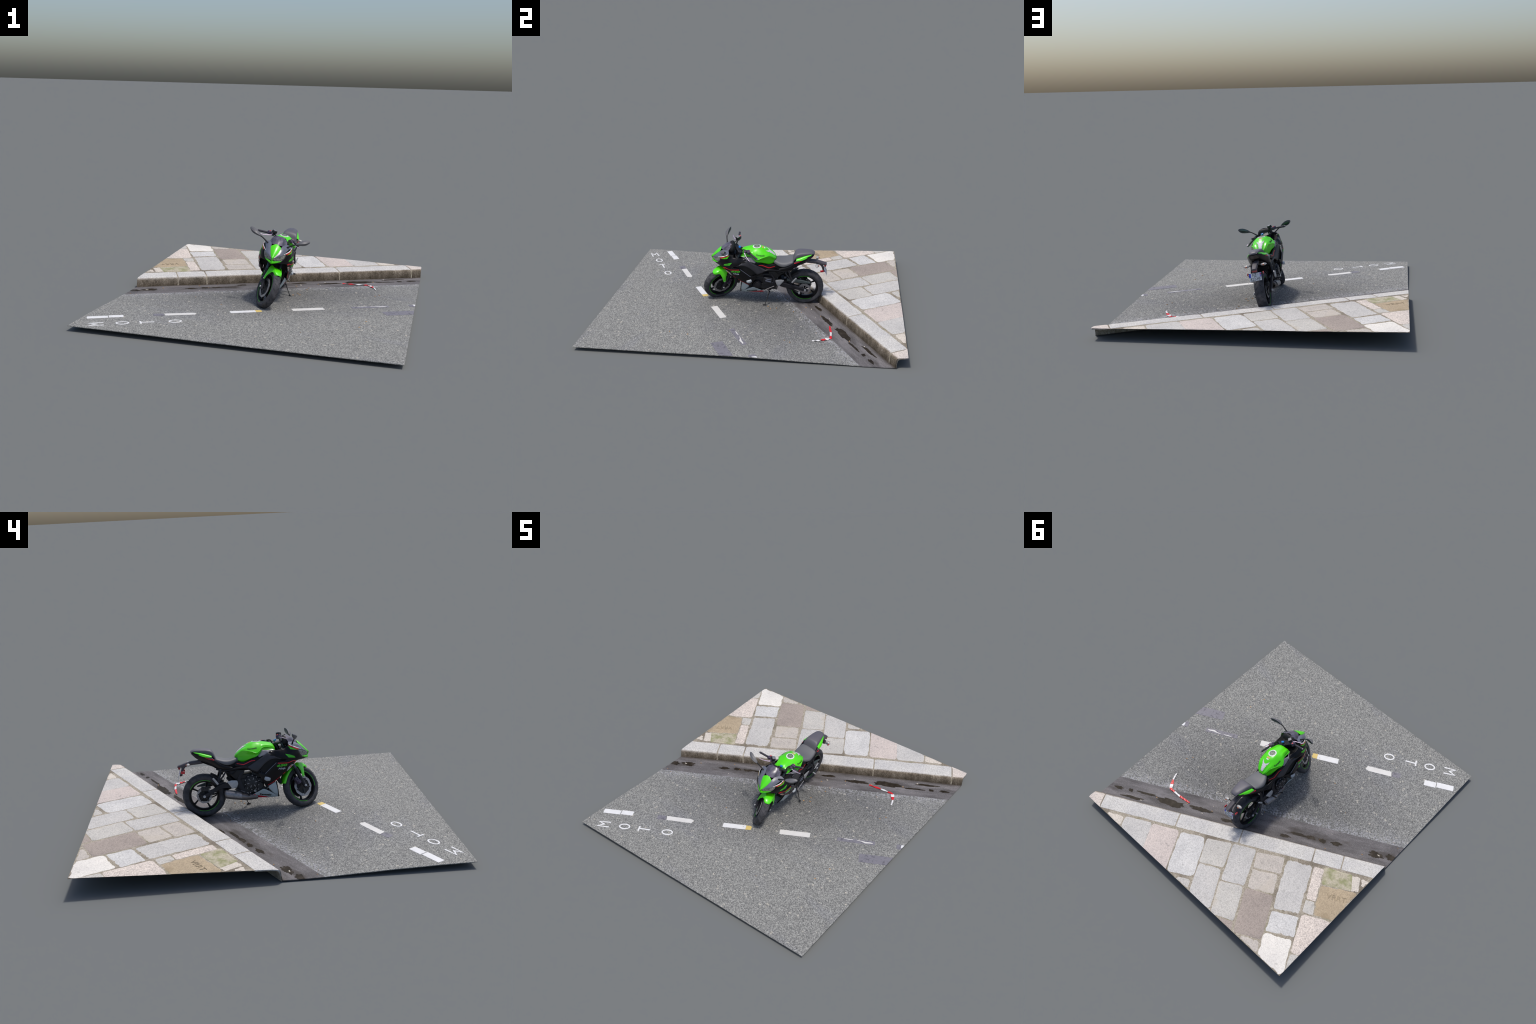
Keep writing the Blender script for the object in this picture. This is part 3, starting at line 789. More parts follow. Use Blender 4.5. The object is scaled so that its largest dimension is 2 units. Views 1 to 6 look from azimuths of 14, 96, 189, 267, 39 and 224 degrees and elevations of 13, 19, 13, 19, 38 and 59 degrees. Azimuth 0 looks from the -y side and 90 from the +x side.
# --- front fork, brake calipers, fender
AX = (1.41, .300)
def leg(z): return AX[0] - (z - AX[1]) * math.tan(RAKE)
for s in (1, -1):
    y = .103 * s
    low = tube([(leg(.27) + .012, y, .27), (leg(.34), y, .34), (leg(.50), y, .50), (leg(.56), y, .56)], [.020, .028, .028, .030], 14, 4)
    part("fork_slider", steer(low), SATIN, None, 40)
    part("fork_tube", steer(tube([(leg(.55), y, .55), (leg(.98), y, .98)], .0215, 14, 2)), plain("fork_tube_steel", (74, 88, 96), 0.25, metal=0.5), None, 40)
    part("axle_nut", steer(disc((AX[0], y, AX[1]), .016, -s * .01, s * .034, 12)), ALU, None, 40)
    cx, cz = 1.300, .385
    cal = merge(box((cx, y * .86, cz), (.055, .052, .105), (0, D(-30), 0)), box((cx + .03, y * .98, cz - .02), (.05, .03, .05), (0, D(-30), 0)), disc((cx - .004, y * 1.08, cz + .02), .016, 0, s * .016, 12), disc((cx + .012, y * 1.08, cz - .028), .016, 0, s * .016, 12))
    part("brake_caliper", steer(cal), SWITCH, None, 35, .006)
    part("brake_hose", steer(tube([(cx - .01, y, cz + .05), (cx - .05, y * 1.15, .50), (1.22, y * .9, .62), (1.13, y * .6, .80)], .006, 8, 5)), MATT, None, 50)
part("triple_clamp", steer(merge(box((1.155, 0, .86), (.08, .26, .03), (0, -RAKE, 0)), box((1.113, 0, .965), (.085, .25, .028), (0, -RAKE, 0)), tube([(1.13, 0, .84), (1.08, 0, .975)], .03, 12, 2))), ENGINE, None, 35, .006)

def arc_pt(r, a, y): return (AX[0] + r * math.cos(a), y, AX[1] + r * math.sin(a))
rows = []
for a, w, r in ((D(62), .030, .318), (D(67), .052, .326), (D(76), .066, .332), (D(90), .071, .335), (D(104), .072, .335), (D(118), .070, .332)):
    rows.append([arc_pt(r - .045, a, -w), arc_pt(r - .026, a, -w * 1.0), arc_pt(r - .008, a, -w * .80), arc_pt(r, a, 0), arc_pt(r - .008, a, w * .80), arc_pt(r - .026, a, w * 1.0), arc_pt(r - .045, a, w)])
front_f = surface(rows, 5, 4)
rows = []
for a, w, r in ((D(117), .068, .330), (D(130), .070, .331), (D(148), .070, .333), (D(160), .066, .335), (D(168), .054, .338)):
    rows.append([arc_pt(r - .040, a, -w), arc_pt(r - .022, a, -w), arc_pt(r - .006, a, -w * .8), arc_pt(r, a, 0), arc_pt(r - .006, a, w * .8), arc_pt(r - .022, a, w), arc_pt(r - .040, a, w)])
back_f = surface(rows, 5, 4)
part("front_fender", steer(thicken(*merge(front_f, back_f), .004)), GREEN, None, 40)
arm = panel([(1.30, .618), (1.345, .648), (1.46, .640), (1.52, .592), (1.455, .575), (1.428, .500), (1.418, .428), (1.395, .415), (1.375, .435), (1.372, .520), (1.345, .580)],
            RBF([(1.30, .61, .082), (1.40, .64, .070), (1.52, .59, .060), (1.45, .58, .085), (1.40, .50, .125), (1.395, .42, .132), (1.35, .60, .098)]), .012, .007, .004)
both("fender_stay", arm, GREEN, None, 40, 0, steer)
part("fender_bolt", steer(merge(disc((1.396, .133, .432), .009, 0, .006, 10), disc((1.396, -.133, .432), .009, 0, -.006, 10))), ALU, None, 40)

# --- fuel tank
TANK = [  # x, top z, shoulder (y, z), crease (y, z), foot (y, z)
    (.484, .842, (.026, .838), (.046, .828), (.040, .800)),
    (.520, .893, (.062, .880), (.090, .868), (.080, .780)),
    (.586, .945, (.084, .932), (.122, .915), (.100, .754)),
    (.655, .990, (.098, .972), (.158, .912), (.122, .772)),
    (.726, 1.016, (.108, .998), (.186, .895), (.146, .798)),
    (.790, 1.022, (.112, 1.004), (.204, .872), (.180, .822)),
    (.838, 1.018, (.112, 1.000), (.194, .900), (.182, .866)),
    (.875, 1.012, (.106, .990), (.164, .934), (.160, .902)),
    (.935, 1.002, (.094, .980), (.132, .938), (.140, .896)),
    (1.000, .986, (.084, .964), (.120, .926), (.136, .888)),
    (1.040, .962, (.074, .946), (.112, .914), (.132, .886)),
    (1.060, .930, (.062, .922), (.106, .902), (.126, .886))]
rows = []
for x, zt, (ys, zs), (yc, zc), (yb, zb) in TANK:
    ys *= .78 if x < .86 else .90
    up = ((ys - yc) * .06, (zs - zc) * .06); dn = ((yb - yc) * .10, (zb - zc) * .10)   # close neighbours keep the crease sharp
    half = [(ys * .5, zt - (zt - zs) * .18), (ys, zs), ((ys + yc) / 2 + .006, (zs + zc) / 2 + .008), (yc + up[0], zc + up[1]), (yc, zc), (yc + dn[0] - .002, zc + dn[1]), ((yc + yb) / 2 - .010, (zc + zb) / 2), (yb, zb), (yb * .6, zb + .004)]
    rows.append([(x, -y, z) for y, z in reversed(half)] + [(x, 0, zt)] + [(x, y, z) for y, z in half])
tank = surface(rows, 5, 5, closed=True, caps=True)
part("fuel_tank", tank, GREEN, None, 38)
tank_tree = bvh(tank)
def on_top(P2, F, c, name, mat, ang=0.0, d=(0, 0, -1), off=0.0015, th=.001):
    ca, sa = math.cos(ang), math.sin(ang); dz = Vector(d).normalized()
    ex = Vector((1, 0, 0)) - dz * dz.x; ex.normalize(); ey = Vector((0, 1, 0))
    o0 = Vector(c) - dz * .25
    return part(name, project(P2, F, lambda a, b: o0 + ex * (a * ca - b * sa) + ey * (a * sa + b * ca), d, tank_tree, off, th), mat, None, 40)
def oval(rx, ry, n=36): return [(rx * math.cos(2 * math.pi * i / n), ry * math.sin(2 * math.pi * i / n)) for i in range(n)]
P2, F2, _ = fill(oval(.068, .064), .012); on_top(P2, F2, (.806, 0, 1.02), "cap_ring", WHITE, th=.003)
P2, F2, _ = fill(oval(.051, .048), .012); on_top(P2, F2, (.806, 0, 1.02), "filler_cap", plain("cap_dark", (132, 146, 128), 0.5, vary=0.35, scale=60), off=.005, th=.003)
for i in range(8):
    a = i * math.pi / 4
    P2, F2, _ = fill([(x + .052 * math.cos(a) * .62, y + .050 * math.sin(a) * .62) for x, y in oval(.007, .007, 8)], .006); on_top(P2, F2, (.806, 0, 1.02), "cap_screw", INK, off=.008)
P2, F2, _ = fill([(-.012, -.030), (.010, -.030), (.010, .030), (-.012, .030)], .01); on_top(P2, F2, (.712, .0, 1.0), "warning_label", plain("label_orange", (238, 178, 110), 0.4), d=(.3, 0, -1))
P2, F2, _ = fill([(-.010, -.022), (.010, -.022), (.010, .022), (-.010, .022)], .01); on_top(P2, F2, (.680, .0, 1.0), "white_label", WHITE, d=(.3, 0, -1))
# spine-shaped tank pad
pad = [(.100, .066), (.060, .030), (.048, .008), (.048, -.008), (.060, -.030), (.100, -.066), (.040, -.052), (.030, -.026), (.024, -.044), (.002, -.038), (-.004, -.020), (-.010, -.036), (-.032, -.030), (-.036, -.016), (-.044, -.030), (-.088, -.018),
       (-.088, .018), (-.044, .030), (-.036, .016), (-.032, .030), (-.010, .036), (-.004, .020), (.002, .038), (.024, .044), (.030, .026), (.040, .052)]
P2, F2, _ = fill(pad, .006); on_top(P2, F2, (.575, 0, .925), "tank_pad", plain("pad_white", (228, 222, 232), 0.5, vary=.04), d=(.72, 0, -.70))
def side_place(s): return lambda a, b: (a, s * .6, b)
def letter_side(body, h, cx, cz, s, tree, mat, name="lettering", shear=0.0, bold=0.0, width=None, slope=0.0):
    P2, F2 = text_shape(body, h, shear, bold, width)
    Q = [(cx - s * (a * math.cos(slope) - b * math.sin(slope)), cz + a * math.sin(slope) + b * math.cos(slope)) for a, b in P2]
    return part(name, project(Q, F2, side_place(s), (0, -s, 0), tree, .0025, .001), mat, None, 0)
def decal(poly, s, tree, mat, name, h=.010, off=.0012):
    P2, F2, _ = fill(poly, h); return part(name, project(P2, F2, side_place(s), (0, -s, 0), tree, off), mat, None, 40)
for s in (1, -1):
    letter_side("Kawasaki", .021, .735, .938, s, tank_tree, INK, width=.130, slope=D(-4) * s)

# --- seats
def seat(sections, nu=5):
    rows = []
    for x, zt, w, zl in sections:
        half = [(w * .55, zt - .004), (w * .88, zt - .016), (w, zt - .5 * (zt - zl) - .006), (w * .94, zl), (w * .5, zl - .006)]
        rows.append([(x, -y, z) for y, z in reversed(half)] + [(x, 0, zt)] + [(x, y, z) for y, z in half])
    return surface(rows, nu, 4, closed=True, caps=True)
part("rider_seat", seat([(.190, .838, .125, .800), (.215, .850, .140, .790), (.262, .834, .150, .768), (.320, .816, .156, .742), (.375, .810, .154, .730), (.430, .814, .138, .738), (.480, .822, .112, .752), (.520, .826, .085, .768)]), SEAT, None, 50)
part("pillion_seat", seat([(-.142, .960, .044, .950), (-.130, .974, .058, .950), (-.085, .989, .074, .948), (-.020, .990, .088, .936), (.040, .986, .098, .918), (.100, .978, .108, .898), (.150, .962, .116, .876), (.182, .925, .122, .846), (.202, .866, .118, .810), (.212, .822, .100, .800)]), SEAT2, None, 50)
# --- tail
def tail_rows():
    rows = []
    for x, zt, zl, w in ((-.128, .948, .925, .058), (-.090, .945, .880, .084), (-.045, .935, .842, .106), (.042, .912, .792, .134), (.128, .880, .742, .154), (.200, .822, .690, .164), (.262, .772, .648, .166), (.340, .735, .628, .164), (.430, .705, .622, .160)):
        half = [(w * .55, zt), (w * .92, zt - .006), (w, zt - .35 * (zt - zl)), (w * .86, zl + .2 * (zt - zl)), (w * .55, zl)]
        rows.append([(x, -y, z) for y, z in reversed(half)] + [(x, 0, zt)] + [(x, y, z) for y, z in half] + [(x, 0, zl)])
    return rows
tail = surface(tail_rows(), 5, 4, closed=True, caps=True)
part("tail_cowl", tail, BLACK, None, 45)
tail_tree = bvh(tail)
gp = thicken(*surface([[(-.100, .058, .957), (-.030, .082, .942), (.050, .100, .920), (.150, .116, .886)],
                       [(-.098, .070, .955), (-.026, .102, .931), (.054, .126, .906), (.152, .142, .880)],
                       [(-.094, .077, .946), (-.020, .116, .906), (.058, .146, .876), (.154, .158, .866)]], 4, 5), .006)
both("tail_panel", gp, GREEN)
for s in (1, -1):
    decal(stripe([(.062, .866), (.11, .846), (.183, .824)], [.006, .014, .013]), s, tail_tree, RED, "tail_stripe")
    decal(stripe([(.070, .876), (.120, .860), (.165, .850)], [.003, .014, .014]), s, tail_tree, DECK, "tail_flash")
lamp = thicken(*surface([[(-.128, -.045, .930), (-.134, 0, .932), (-.128, .045, .930)], [(-.104, -.064, .905), (-.110, 0, .905), (-.104, .064, .905)], [(-.074, -.060, .872), (-.080, 0, .870), (-.074, .060, .872)]], 4, 4), .006)
part("tail_light", lamp, TAILL, None, 40)
# number-plate carrier, plate, rear signals
part("plate_carrier", merge(surface([[(x, -w, z - t), (x, -w * .9, z), (x, w * .9, z), (x, w, z - t), (x, 0, z - t * 1.2)] for x, z, w, t in ((.02, .830, .030, .05), (-.06, .820, .034, .045), (-.16, .816, .038, .045), (-.24, .797, .038, .045), (-.345, .770, .032, .022))], 4, 3, closed=True, caps=True),
     surface([[(x0, -.028, z), (x1, -.03, z), (x1, .03, z), (x0, .028, z)] for x0, x1, z in ((-.20, -.280, .775), (-.245, -.286, .730), (-.265, -.296, .70), (-.29, -.322, .62))], 3, 2, closed=True, caps=True)), plain("carrier_plastic", (78, 74, 80), 0.5), None, 40)
def plate_pt(u, v): return (-.328 + v * .36, u, .641 + v * .95)
def plate_box(u0, u1, v0, v1, t0, t1):
    P = []
    for t in (t0, t1):
        for u, v in ((u0, v0), (u1, v0), (u1, v1), (u0, v1)):
            x, y, z = plate_pt(u, v); P.append((x - t * .93, y, z + t * .35))
    return P, [[0, 3, 2, 1], [4, 5, 6, 7], [0, 1, 5, 4], [1, 2, 6, 5], [2, 3, 7, 6], [3, 0, 4, 7]]
part("number_plate", plate_box(-.092, .094, -.060, .060, 0, .005), plain("plate_white", (214, 218, 224), 0.4, vary=.04), None, 0, .002)
part("plate_band", plate_box(.070, .0935, -.002, .0595, .0045, .0062), plain("plate_blue", (40, 60, 214), 0.4), None, 0)
part("plate_band", plate_box(-.0915, -.068, -.002, .0595, .0045, .0062), plain("plate_violet", (120, 124, 200), 0.4), None, 0)
part("plate_badge", plate_box(-.088, -.073, .028, .048, .006, .0070), REFL, None, 0)
for body, u, v, w in (("FZ", .012, .030, .062), ("-", -.043, .034, .010), ("822-HF", .0, -.030, .158)):
    P2, F2 = text_shape(body, .004 if body == "-" else .046, width=w)
    Vv = []
    for t in (.0058, .0045):
        for a, b in P2:
            x, y, z = plate_pt(u - a, v + b); Vv.append((x - t * .93, y, z + t * .35))
    n2 = len(P2); part("plate_letters", (Vv, F2 + [[i + n2 for i in f[::-1]] for f in F2]), INK, None, 0)
part("plate_light", box((-.322, 0, .735), (.03, .075, .035), (0, D(-15), 0)), plain("dark_red_lens", (150, 44, 48), 0.3), None, 30, .005)
for s in (1, -1):
    part("signal_stalk", tube([(-.18, .03 * s, .795), (-.185, .10 * s, .790)], .009, 8, 2), MATT, None, 50)
    g = empty("rear_signal", bike)
    part("signal_lens", surface([[(-.188 + r * math.cos(a) * 1.25, y * s, .786 + r * math.sin(a)) for a in [2 * math.pi * k / 10 for k in range(10)]] for y, r in ((.092, .008), (.108, .017), (.135, .021), (.162, .017), (.186, .004))], 3, 2, closed=True, caps=True), LENS, g, 50)
    part("signal_bulb", disc((-.214, .135 * s, .786), .011, -.010, .010, 10), AMBER, g, 50)
    part("reflector_stalk", tube([(-.29, .03 * s, .690), (-.28, .115 * s, .682)], .005, 6, 2), MATT, None, 50)
    part("side_reflector", box((-.272, .121 * s, .680), (.055, .012, .034), (0, D(6), 0)), REFL, None, 30, .004)

# --- rear hugger, swingarm, chain, brake
rows = []
for a in (D(18), D(32), D(46), D(58), D(68)):
    r = .334; rows.append([(r * .90 * math.cos(a), -.082, .312 + r * .90 * math.sin(a)), (r * .98 * math.cos(a), -.074, .312 + r * .98 * math.sin(a)), (r * 1.01 * math.cos(a), 0, .312 + r * 1.01 * math.sin(a)), (r * .98 * math.cos(a), .074, .312 + r * .98 * math.sin(a)), (r * .90 * math.cos(a), .082, .312 + r * .90 * math.sin(a))])
part("rear_hugger", thicken(*surface(rows, 4, 4), .005), MATT, None, 50)
part("inner_fender", thicken(*surface([[(x, -w, z), (x, 0, z + .01), (x, w, z)] for x, z, w in ((.31, .52, .07), (.29, .60, .08), (.22, .69, .09), (.10, .755, .085), (.0, .80, .07))], 4, 3), .006), MATT, None, 50)
def arm_loft(pts): return surface([[(x, y - w, z - h), (x, y - w, z + h), (x, y + w, z + h), (x, y + w, z - h)] for x, y, z, w, h in pts], 5, 1, closed=True, caps=True)
part("swingarm", merge(arm_loft([(.46, -.115, .435, .022, .040), (.36, -.120, .440, .022, .040), (.27, -.122, .436, .022, .036), (.18, -.124, .405, .020, .032), (.08, -.126, .345, .018, .028), (.0, -.126, .312, .016, .026), (-.045, -.126, .304, .014, .020)]),
                   arm_loft([(.46, .110, .415, .022, .040), (.35, .114, .385, .022, .042), (.24, .116, .362, .020, .036), (.12, .118, .336, .018, .028), (.0, .120, .308, .016, .024), (-.055, .120, .298, .014, .018)]),
                   box((.40, 0, .42), (.10, .22, .07)), box((.24, -.108, .475), (.16, .03, .035), (0, D(4), 0))), SATIN, None, 40, .006)
part("swingarm_dark_strip", arm_loft([(.20, -.1465, .395, .002, .010), (.12, -.1465, .352, .002, .010), (.07, -.1465, .326, .002, .008)]), MATT, None, 40)  # thin dark strip laid on the arm in place of a hollow
part("axle_nut", merge(disc((0, -.13, .312), .020, 0, -.022, 16), disc((-.01, .13, .308), .018, 0, .018, 16)), ALU, None, 40)
n = 44; V, F = [], []
for i in range(n * 2):
    a = math.pi * i / n; r = .104 if i % 2 else .095
    for rr_ in (.060, r):
        for d in (.094, .100): V.append((rr_ * math.cos(a), d, .312 + rr_ * math.sin(a)))
for i in range(n * 2):
    p, q = i * 4, (i + 1) % (n * 2) * 4
    F += [[p + 1, q + 1, q + 3, p + 3], [p, p + 2, q + 2, q], [p + 2, p + 3, q + 3, q + 2], [p, q, q + 1, p + 1]]
spk = [tube([(.03 * math.cos(a), .097, .312 + .03 * math.sin(a)), (.07 * math.cos(a), .097, .312 + .07 * math.sin(a))], .010, 6, 2) for a in [k * 2 * math.pi / 6 for k in range(6)]]
part("rear_sprocket", merge((V, F), *spk), STEEL, None, 30)
part("chain", merge(tube([(.0, .097, .412), (.20, .097, .432), (.47, .097, .445)], .009, 6, 4), tube([(.0, .097, .212), (.20, .097, .285), (.47, .097, .385)], .009, 6, 4)), MATT, None, 40)
part("chain_guard", arm_loft([(.30, .100, .475, .012, .020), (.14, .102, .462, .014, .026), (.02, .102, .450, .014, .024), (-.095, .102, .432, .008, .010)]), plain("guard_dark", (74, 84, 86), 0.45), None, 40, .004)
part("rear_caliper", merge(box((.015, -.085, .415), (.105, .045, .062), (0, D(10), 0)), box((.075, -.085, .430), (.05, .035, .035)), disc((-.015, -.108, .425), .014, 0, -.012, 10), disc((.035, -.108, .418), .014, 0, -.012, 10)), ENGINE, None, 35, .006)
part("paddock_spool", merge(disc((.085, .128, .262), .014, 0, .05, 12), disc((.075, -.130, .283), .012, 0, -.03, 12)), ALU, None, 40)

# --- engine, frame, exhaust
part("engine_block", merge(box((.665, 0, .405), (.40, .28, .22)), box((.655, 0, .50), (.34, .25, .16)), box((.800, 0, .560), (.20, .26, .24), (0, D(28), 0)), box((.845, 0, .675), (.22, .24, .13), (0, D(28), 0)), box((.70, 0, .285), (.30, .16, .10))), ENGINE, None, 30, .015)
clutch = merge(disc((.690, 0, .455), .108, -.12, -.170, 40), disc((.690, 0, .455), .084, -.16, -.196, 40, .004), disc((.80, 0, .400), .052, -.12, -.165, 24), disc((.62, 0, .372), .046, -.12, -.160, 24))
part("clutch_cover", clutch, ENGINE, None, 40)
fins = [box((.690 + .058 * math.cos(a), -.198, .455 + .058 * math.sin(a)), (.034, .006, .010), (0, -a, 0)) for a in [k * math.pi / 3 + .15 for k in range(6)]]
part("cover_rib", merge(*fins), STEEL, None, 30, .002)
bolts = []
for k in range(10):
    a = k * 2 * math.pi / 10 + .2; bolts.append(disc((.690 + .102 * math.cos(a), -.166, .455 + .102 * math.sin(a)), .008, 0, -.012, 8))
for x, z in ((.775, .35), (.655, .31), (.735, .31), (.815, .305)): bolts.append(disc((x, -.150, z), .009, 0, -.014, 8))
o = part("cover_bolt", merge(*bolts), STEEL, None, 40); o["kind"] = "stuff"
part("oil_filler", disc((.725, -.140, .330), .020, 0, -.022, 14), STEEL, None, 40)
part("stator_cover", merge(disc((.782, 0, .392), .074, .12, .178, 36), disc((.782, 0, .392), .054, .17, .196, 36, .006)), ENGINE, None, 40)
part("sprocket_cover", merge(box((.612, .150, .470), (.150, .060, .130), (0, D(-8), 0)), box((.600, .168, .500), (.110, .040, .030), (0, D(-12), 0)), box((.605, .172, .462), (.105, .030, .036), (0, D(-12), 0)), disc((.545, 0, .430), .032, .13, .182, 20), box((.66, .13, .36), (.22, .06, .10))), ENGINE, None, 30, .012)
part("cover_grey_rib", merge(box((.600, .190, .476), (.095, .006, .024), (0, D(-12), 0)), box((.590, .1895, .510), (.085, .006, .018), (0, D(-8), 0))), plain("cover_rib_grey", (98, 104, 120), 0.4), None, 30, .003)  # bluish-grey bars on the ribs of the sprocket cover
# twin frame tubes
for s in (1, -1):
    fr = [tube([(1.05, .060 * s, .830), (.96, .140 * s, .740), (.86, .172 * s, .648), (.775, .182 * s, .600), (.64, .170 * s, .668), (.50, .156 * s, .672), (.34, .145 * s, .655), (.20, .130 * s, .690)], [.020, .021, .021, .021, .020, .018, .015, .014], 10, 6),
          tube([(.86, .172 * s, .648), (.83, .190 * s, .560), (.87, .188 * s, .45), (.91, .176 * s, .370)], .020, 10, 5),
          tube([(.50, .154 * s, .672), (.42, .148 * s, .600), (.34, .145 * s, .640)], .011, 8, 4)]
    part("frame_tube", merge(*fr), BLACK, None, 50)
    hng = tube([(.262, .150 * s, .690), (.250, .160 * s, .610), (.212, .180 * s, .520), (.200, .188 * s, .478)], [.018, .016, .014, .013], 8, 5)
    hng2 = tube([(.330, .150 * s, .640), (.295, .158 * s, .590), (.230, .176 * s, .520), (.205, .186 * s, .480)], .011, 8, 5)
    part("pillion_hanger", merge(hng, hng2), SATIN, None, 50)
    part("pillion_footrest", tube([(.205, .192 * s, .478), (.142, .206 * s, .572)], [.016, .013], 8, 2, .75), ALU, None, 40)
    part("boot_guard", panel([(.335, .498), (.40, .508), (.482, .492), (.478, .455), (.452, .392), (.415, .385), (.385, .430)], lambda a, b: .176, .02, .012, .005) if s > 0 else mirror(panel([(.335, .498), (.40, .512), (.482, .502), (.492, .455), (.470, .402), (.405, .390), (.365, .450)], lambda a, b: .176, .02, .012, .005)), ALU, None, 40)
    part("footrest_bracket", panel([(.482, .50), (.53, .60), (.575, .625), (.560, .585), (.520, .520), (.535, .470), (.580, .330), (.600, .270), (.560, .300), (.500, .385), (.480, .45)], lambda a, b: .168, .02, .014, .005) if s > 0 else mirror(panel([(.482, .50), (.53, .60), (.590, .625), (.572, .585), (.530, .520), (.545, .470), (.590, .340), (.640, .265), (.560, .290), (.500, .385), (.480, .45)], lambda a, b: .168, .02, .014, .005)), SATIN, None, 40)
    part("rider_footrest", tube([(.455, .172 * s, .375), (.462, .262 * s, .382)], [.016, .014], 8, 2, .8), MATT, None, 40)
    part("side_cover", panel([(.345, .640), (.50, .652), (.600, .640), (.590, .600), (.500, .505), (.455, .520)], RBF([(.345, .64, .140), (.60, .63, .160), (.48, .51, .146), (.50, .60, .158)]), .02, .02, .006) if s > 0 else mirror(panel([(.345, .640), (.50, .652), (.600, .640), (.590, .600), (.500, .505), (.455, .520)], RBF([(.345, .64, .140), (.60, .63, .160), (.48, .51, .146), (.50, .60, .158)]), .02, .02, .006)), MATT, None, 45)
part("gear_lever", merge(tube([(.50, .190, .390), (.62, .196, .330), (.66, .200, .302)], .0055, 6, 3), tube([(.645, .190, .305), (.668, .225, .300)], .008, 8, 2)), STEEL, None, 40)
part("brake_pedal", merge(tube([(.47, -.185, .385), (.56, -.190, .320), (.63, -.196, .285)], .008, 6, 3), tube([(.625, -.19, .285), (.640, -.235, .285)], .010, 8, 2)), SATIN, None, 40)
part("under_seat_filler", merge(box((.56, 0, .690), (.34, .22, .13)), box((.44, 0, .615), (.20, .20, .10)), box((.83, 0, .78), (.36, .22, .17))), DARK, None, 30, .02)  # added dark filler boxes that block the view through under tank and seat
part("shock_absorber", tube([(.36, -.03, .56), (.46, -.03, .46)], .035, 12, 2), MATT, None, 40)
part("silencer", merge(surface([[(x, -.120 + w * math.cos(a), z + h * math.sin(a)) for a in [2 * math.pi * k / 14 for k in range(14)]] for x, z, w, h in ((.288, .312, .048, .050), (.30, .312, .060, .060), (.36, .302, .066, .064), (.45, .284, .072, .064), (.55, .262, .074, .058), (.66, .246, .066, .048), (.76, .240, .044, .034))], 4, 2, closed=True, caps=True)), EXH, None, 50)
part("silencer_outlet", surface([[(x, -.125 + r * math.cos(a), .312 + r * math.sin(a)) for a in [2 * math.pi * k / 14 for k in range(14)]] for x, r in ((.2905, .034), (.280, .034), (.280, .028), (.288, .026))], 2, 2, closed=True, caps=True), MATT, None, 40)
part("silencer_shield", surface([[(x, -.128 + (w + .005) * math.cos(a), z + (h + .005) * math.sin(a)) for a in [D(100) + D(20) * k for k in range(6)]] for x, z, w, h in ((.31, .312, .060, .060), (.36, .302, .066, .064), (.45, .284, .072, .064), (.53, .266, .074, .060))], 4, 2), STEEL, None, 50)
for y in (-.06, .04):
    part("exhaust_header", tube([(.915, y, .60), (.985, y * 1.1, .54), (.995, y * 1.1, .42), (.93, y, .285), (.82, y - .03, .245), (.70, -.07, .245)], .022, 10, 6), EXH, None, 50)
part("collector_pipe", tube([(.63, -.13, .30), (.57, -.150, .325), (.52, -.150, .35)], .020, 10, 3), EXH, None, 50)
part("fairing_filler", surface([[(x, -w, z0), (x, -w, z1), (x, w, z1), (x, w, z0)] for x, w, z0, z1 in ((.76, .165, .56, .80), (.84, .198, .54, .82), (.96, .222, .53, .835), (1.08, .228, .56, .84), (1.16, .215, .64, .84))], 3, 1, closed=True, caps=True), DARK, None, 30)  # added dark filler body, closes the see-through space between the fairing sides
part("radiator", box((1.055, 0, .54), (.045, .32, .30), (0, D(-18), 0)), DARK, None, 30, .008)
part("side_stand", merge(tube([(.575, .135, .262), (.590, .160, .225), (.612, .210, .150), (.640, .262, .082)], [.012, .009, .007, .006], 8, 4), box((.645, .276, .068), (.055, .030, .012), (D(-25), 0, D(20)))), MATT, None, 40)
part("stand_spring", tube([(.60, .150, .30), (.600, .165, .225)], .008, 8, 2), STEEL, None, 50)

# --- fairing: one bulge field keeps the side panels flush
FAIR = RBF([(1.556, .800, .004), (1.534, .792, .020), (1.532, .715, .010), (1.520, .750, .022), (1.450, .857, .130), (1.250, .953, .206), (1.247, .941, .216), (1.350, .875, .202), (1.326, .766, .222), (1.190, .820, .250),
            (1.343, .710, .212), (1.074, .708, .262), (1.257, .651, .234), (1.172, .579, .234), (1.440, .757, .128), (1.485, .727, .078), (1.390, .868, .172), (.964, .873, .212), (1.112, .855, .236), (1.010, .885, .180), (1.200, .900, .205),
            (.783, .608, .216), (.883, .571, .236), (.930, .740, .240), (1.050, .770, .254), (.893, .385, .198), (1.054, .468, .212), (.610, .665, .186), (.800, .822, .196), (.900, .480, .232), (1.000, .550, .246), (.70, .76, .180), (.50, .735, .152), (1.30, .665, .218), (1.40, .800, .178)])
upper = panel([(1.452, .858), (1.36, .905), (1.248, .958), (1.225, .930), (1.195, .902), (1.08, .886), (.985, .880), (.955, .868), (1.00, .842), (1.06, .800), (1.13, .768), (1.21, .742), (1.39, .722), (1.488, .722), (1.505, .742), (1.440, .755), (1.405, .810), (1.385, .866)], FAIR, .014, .008, .006)
mid = panel([(.952, .866), (.88, .822), (.74, .738), (.612, .664), (.66, .640), (.783, .606), (.835, .660), (.880, .705), (.930, .742), (.985, .768), (1.045, .775), (1.13, .762), (1.205, .743), (1.13, .765), (1.06, .797), (1.00, .838)], FAIR, .014, .008, .007, -.004)
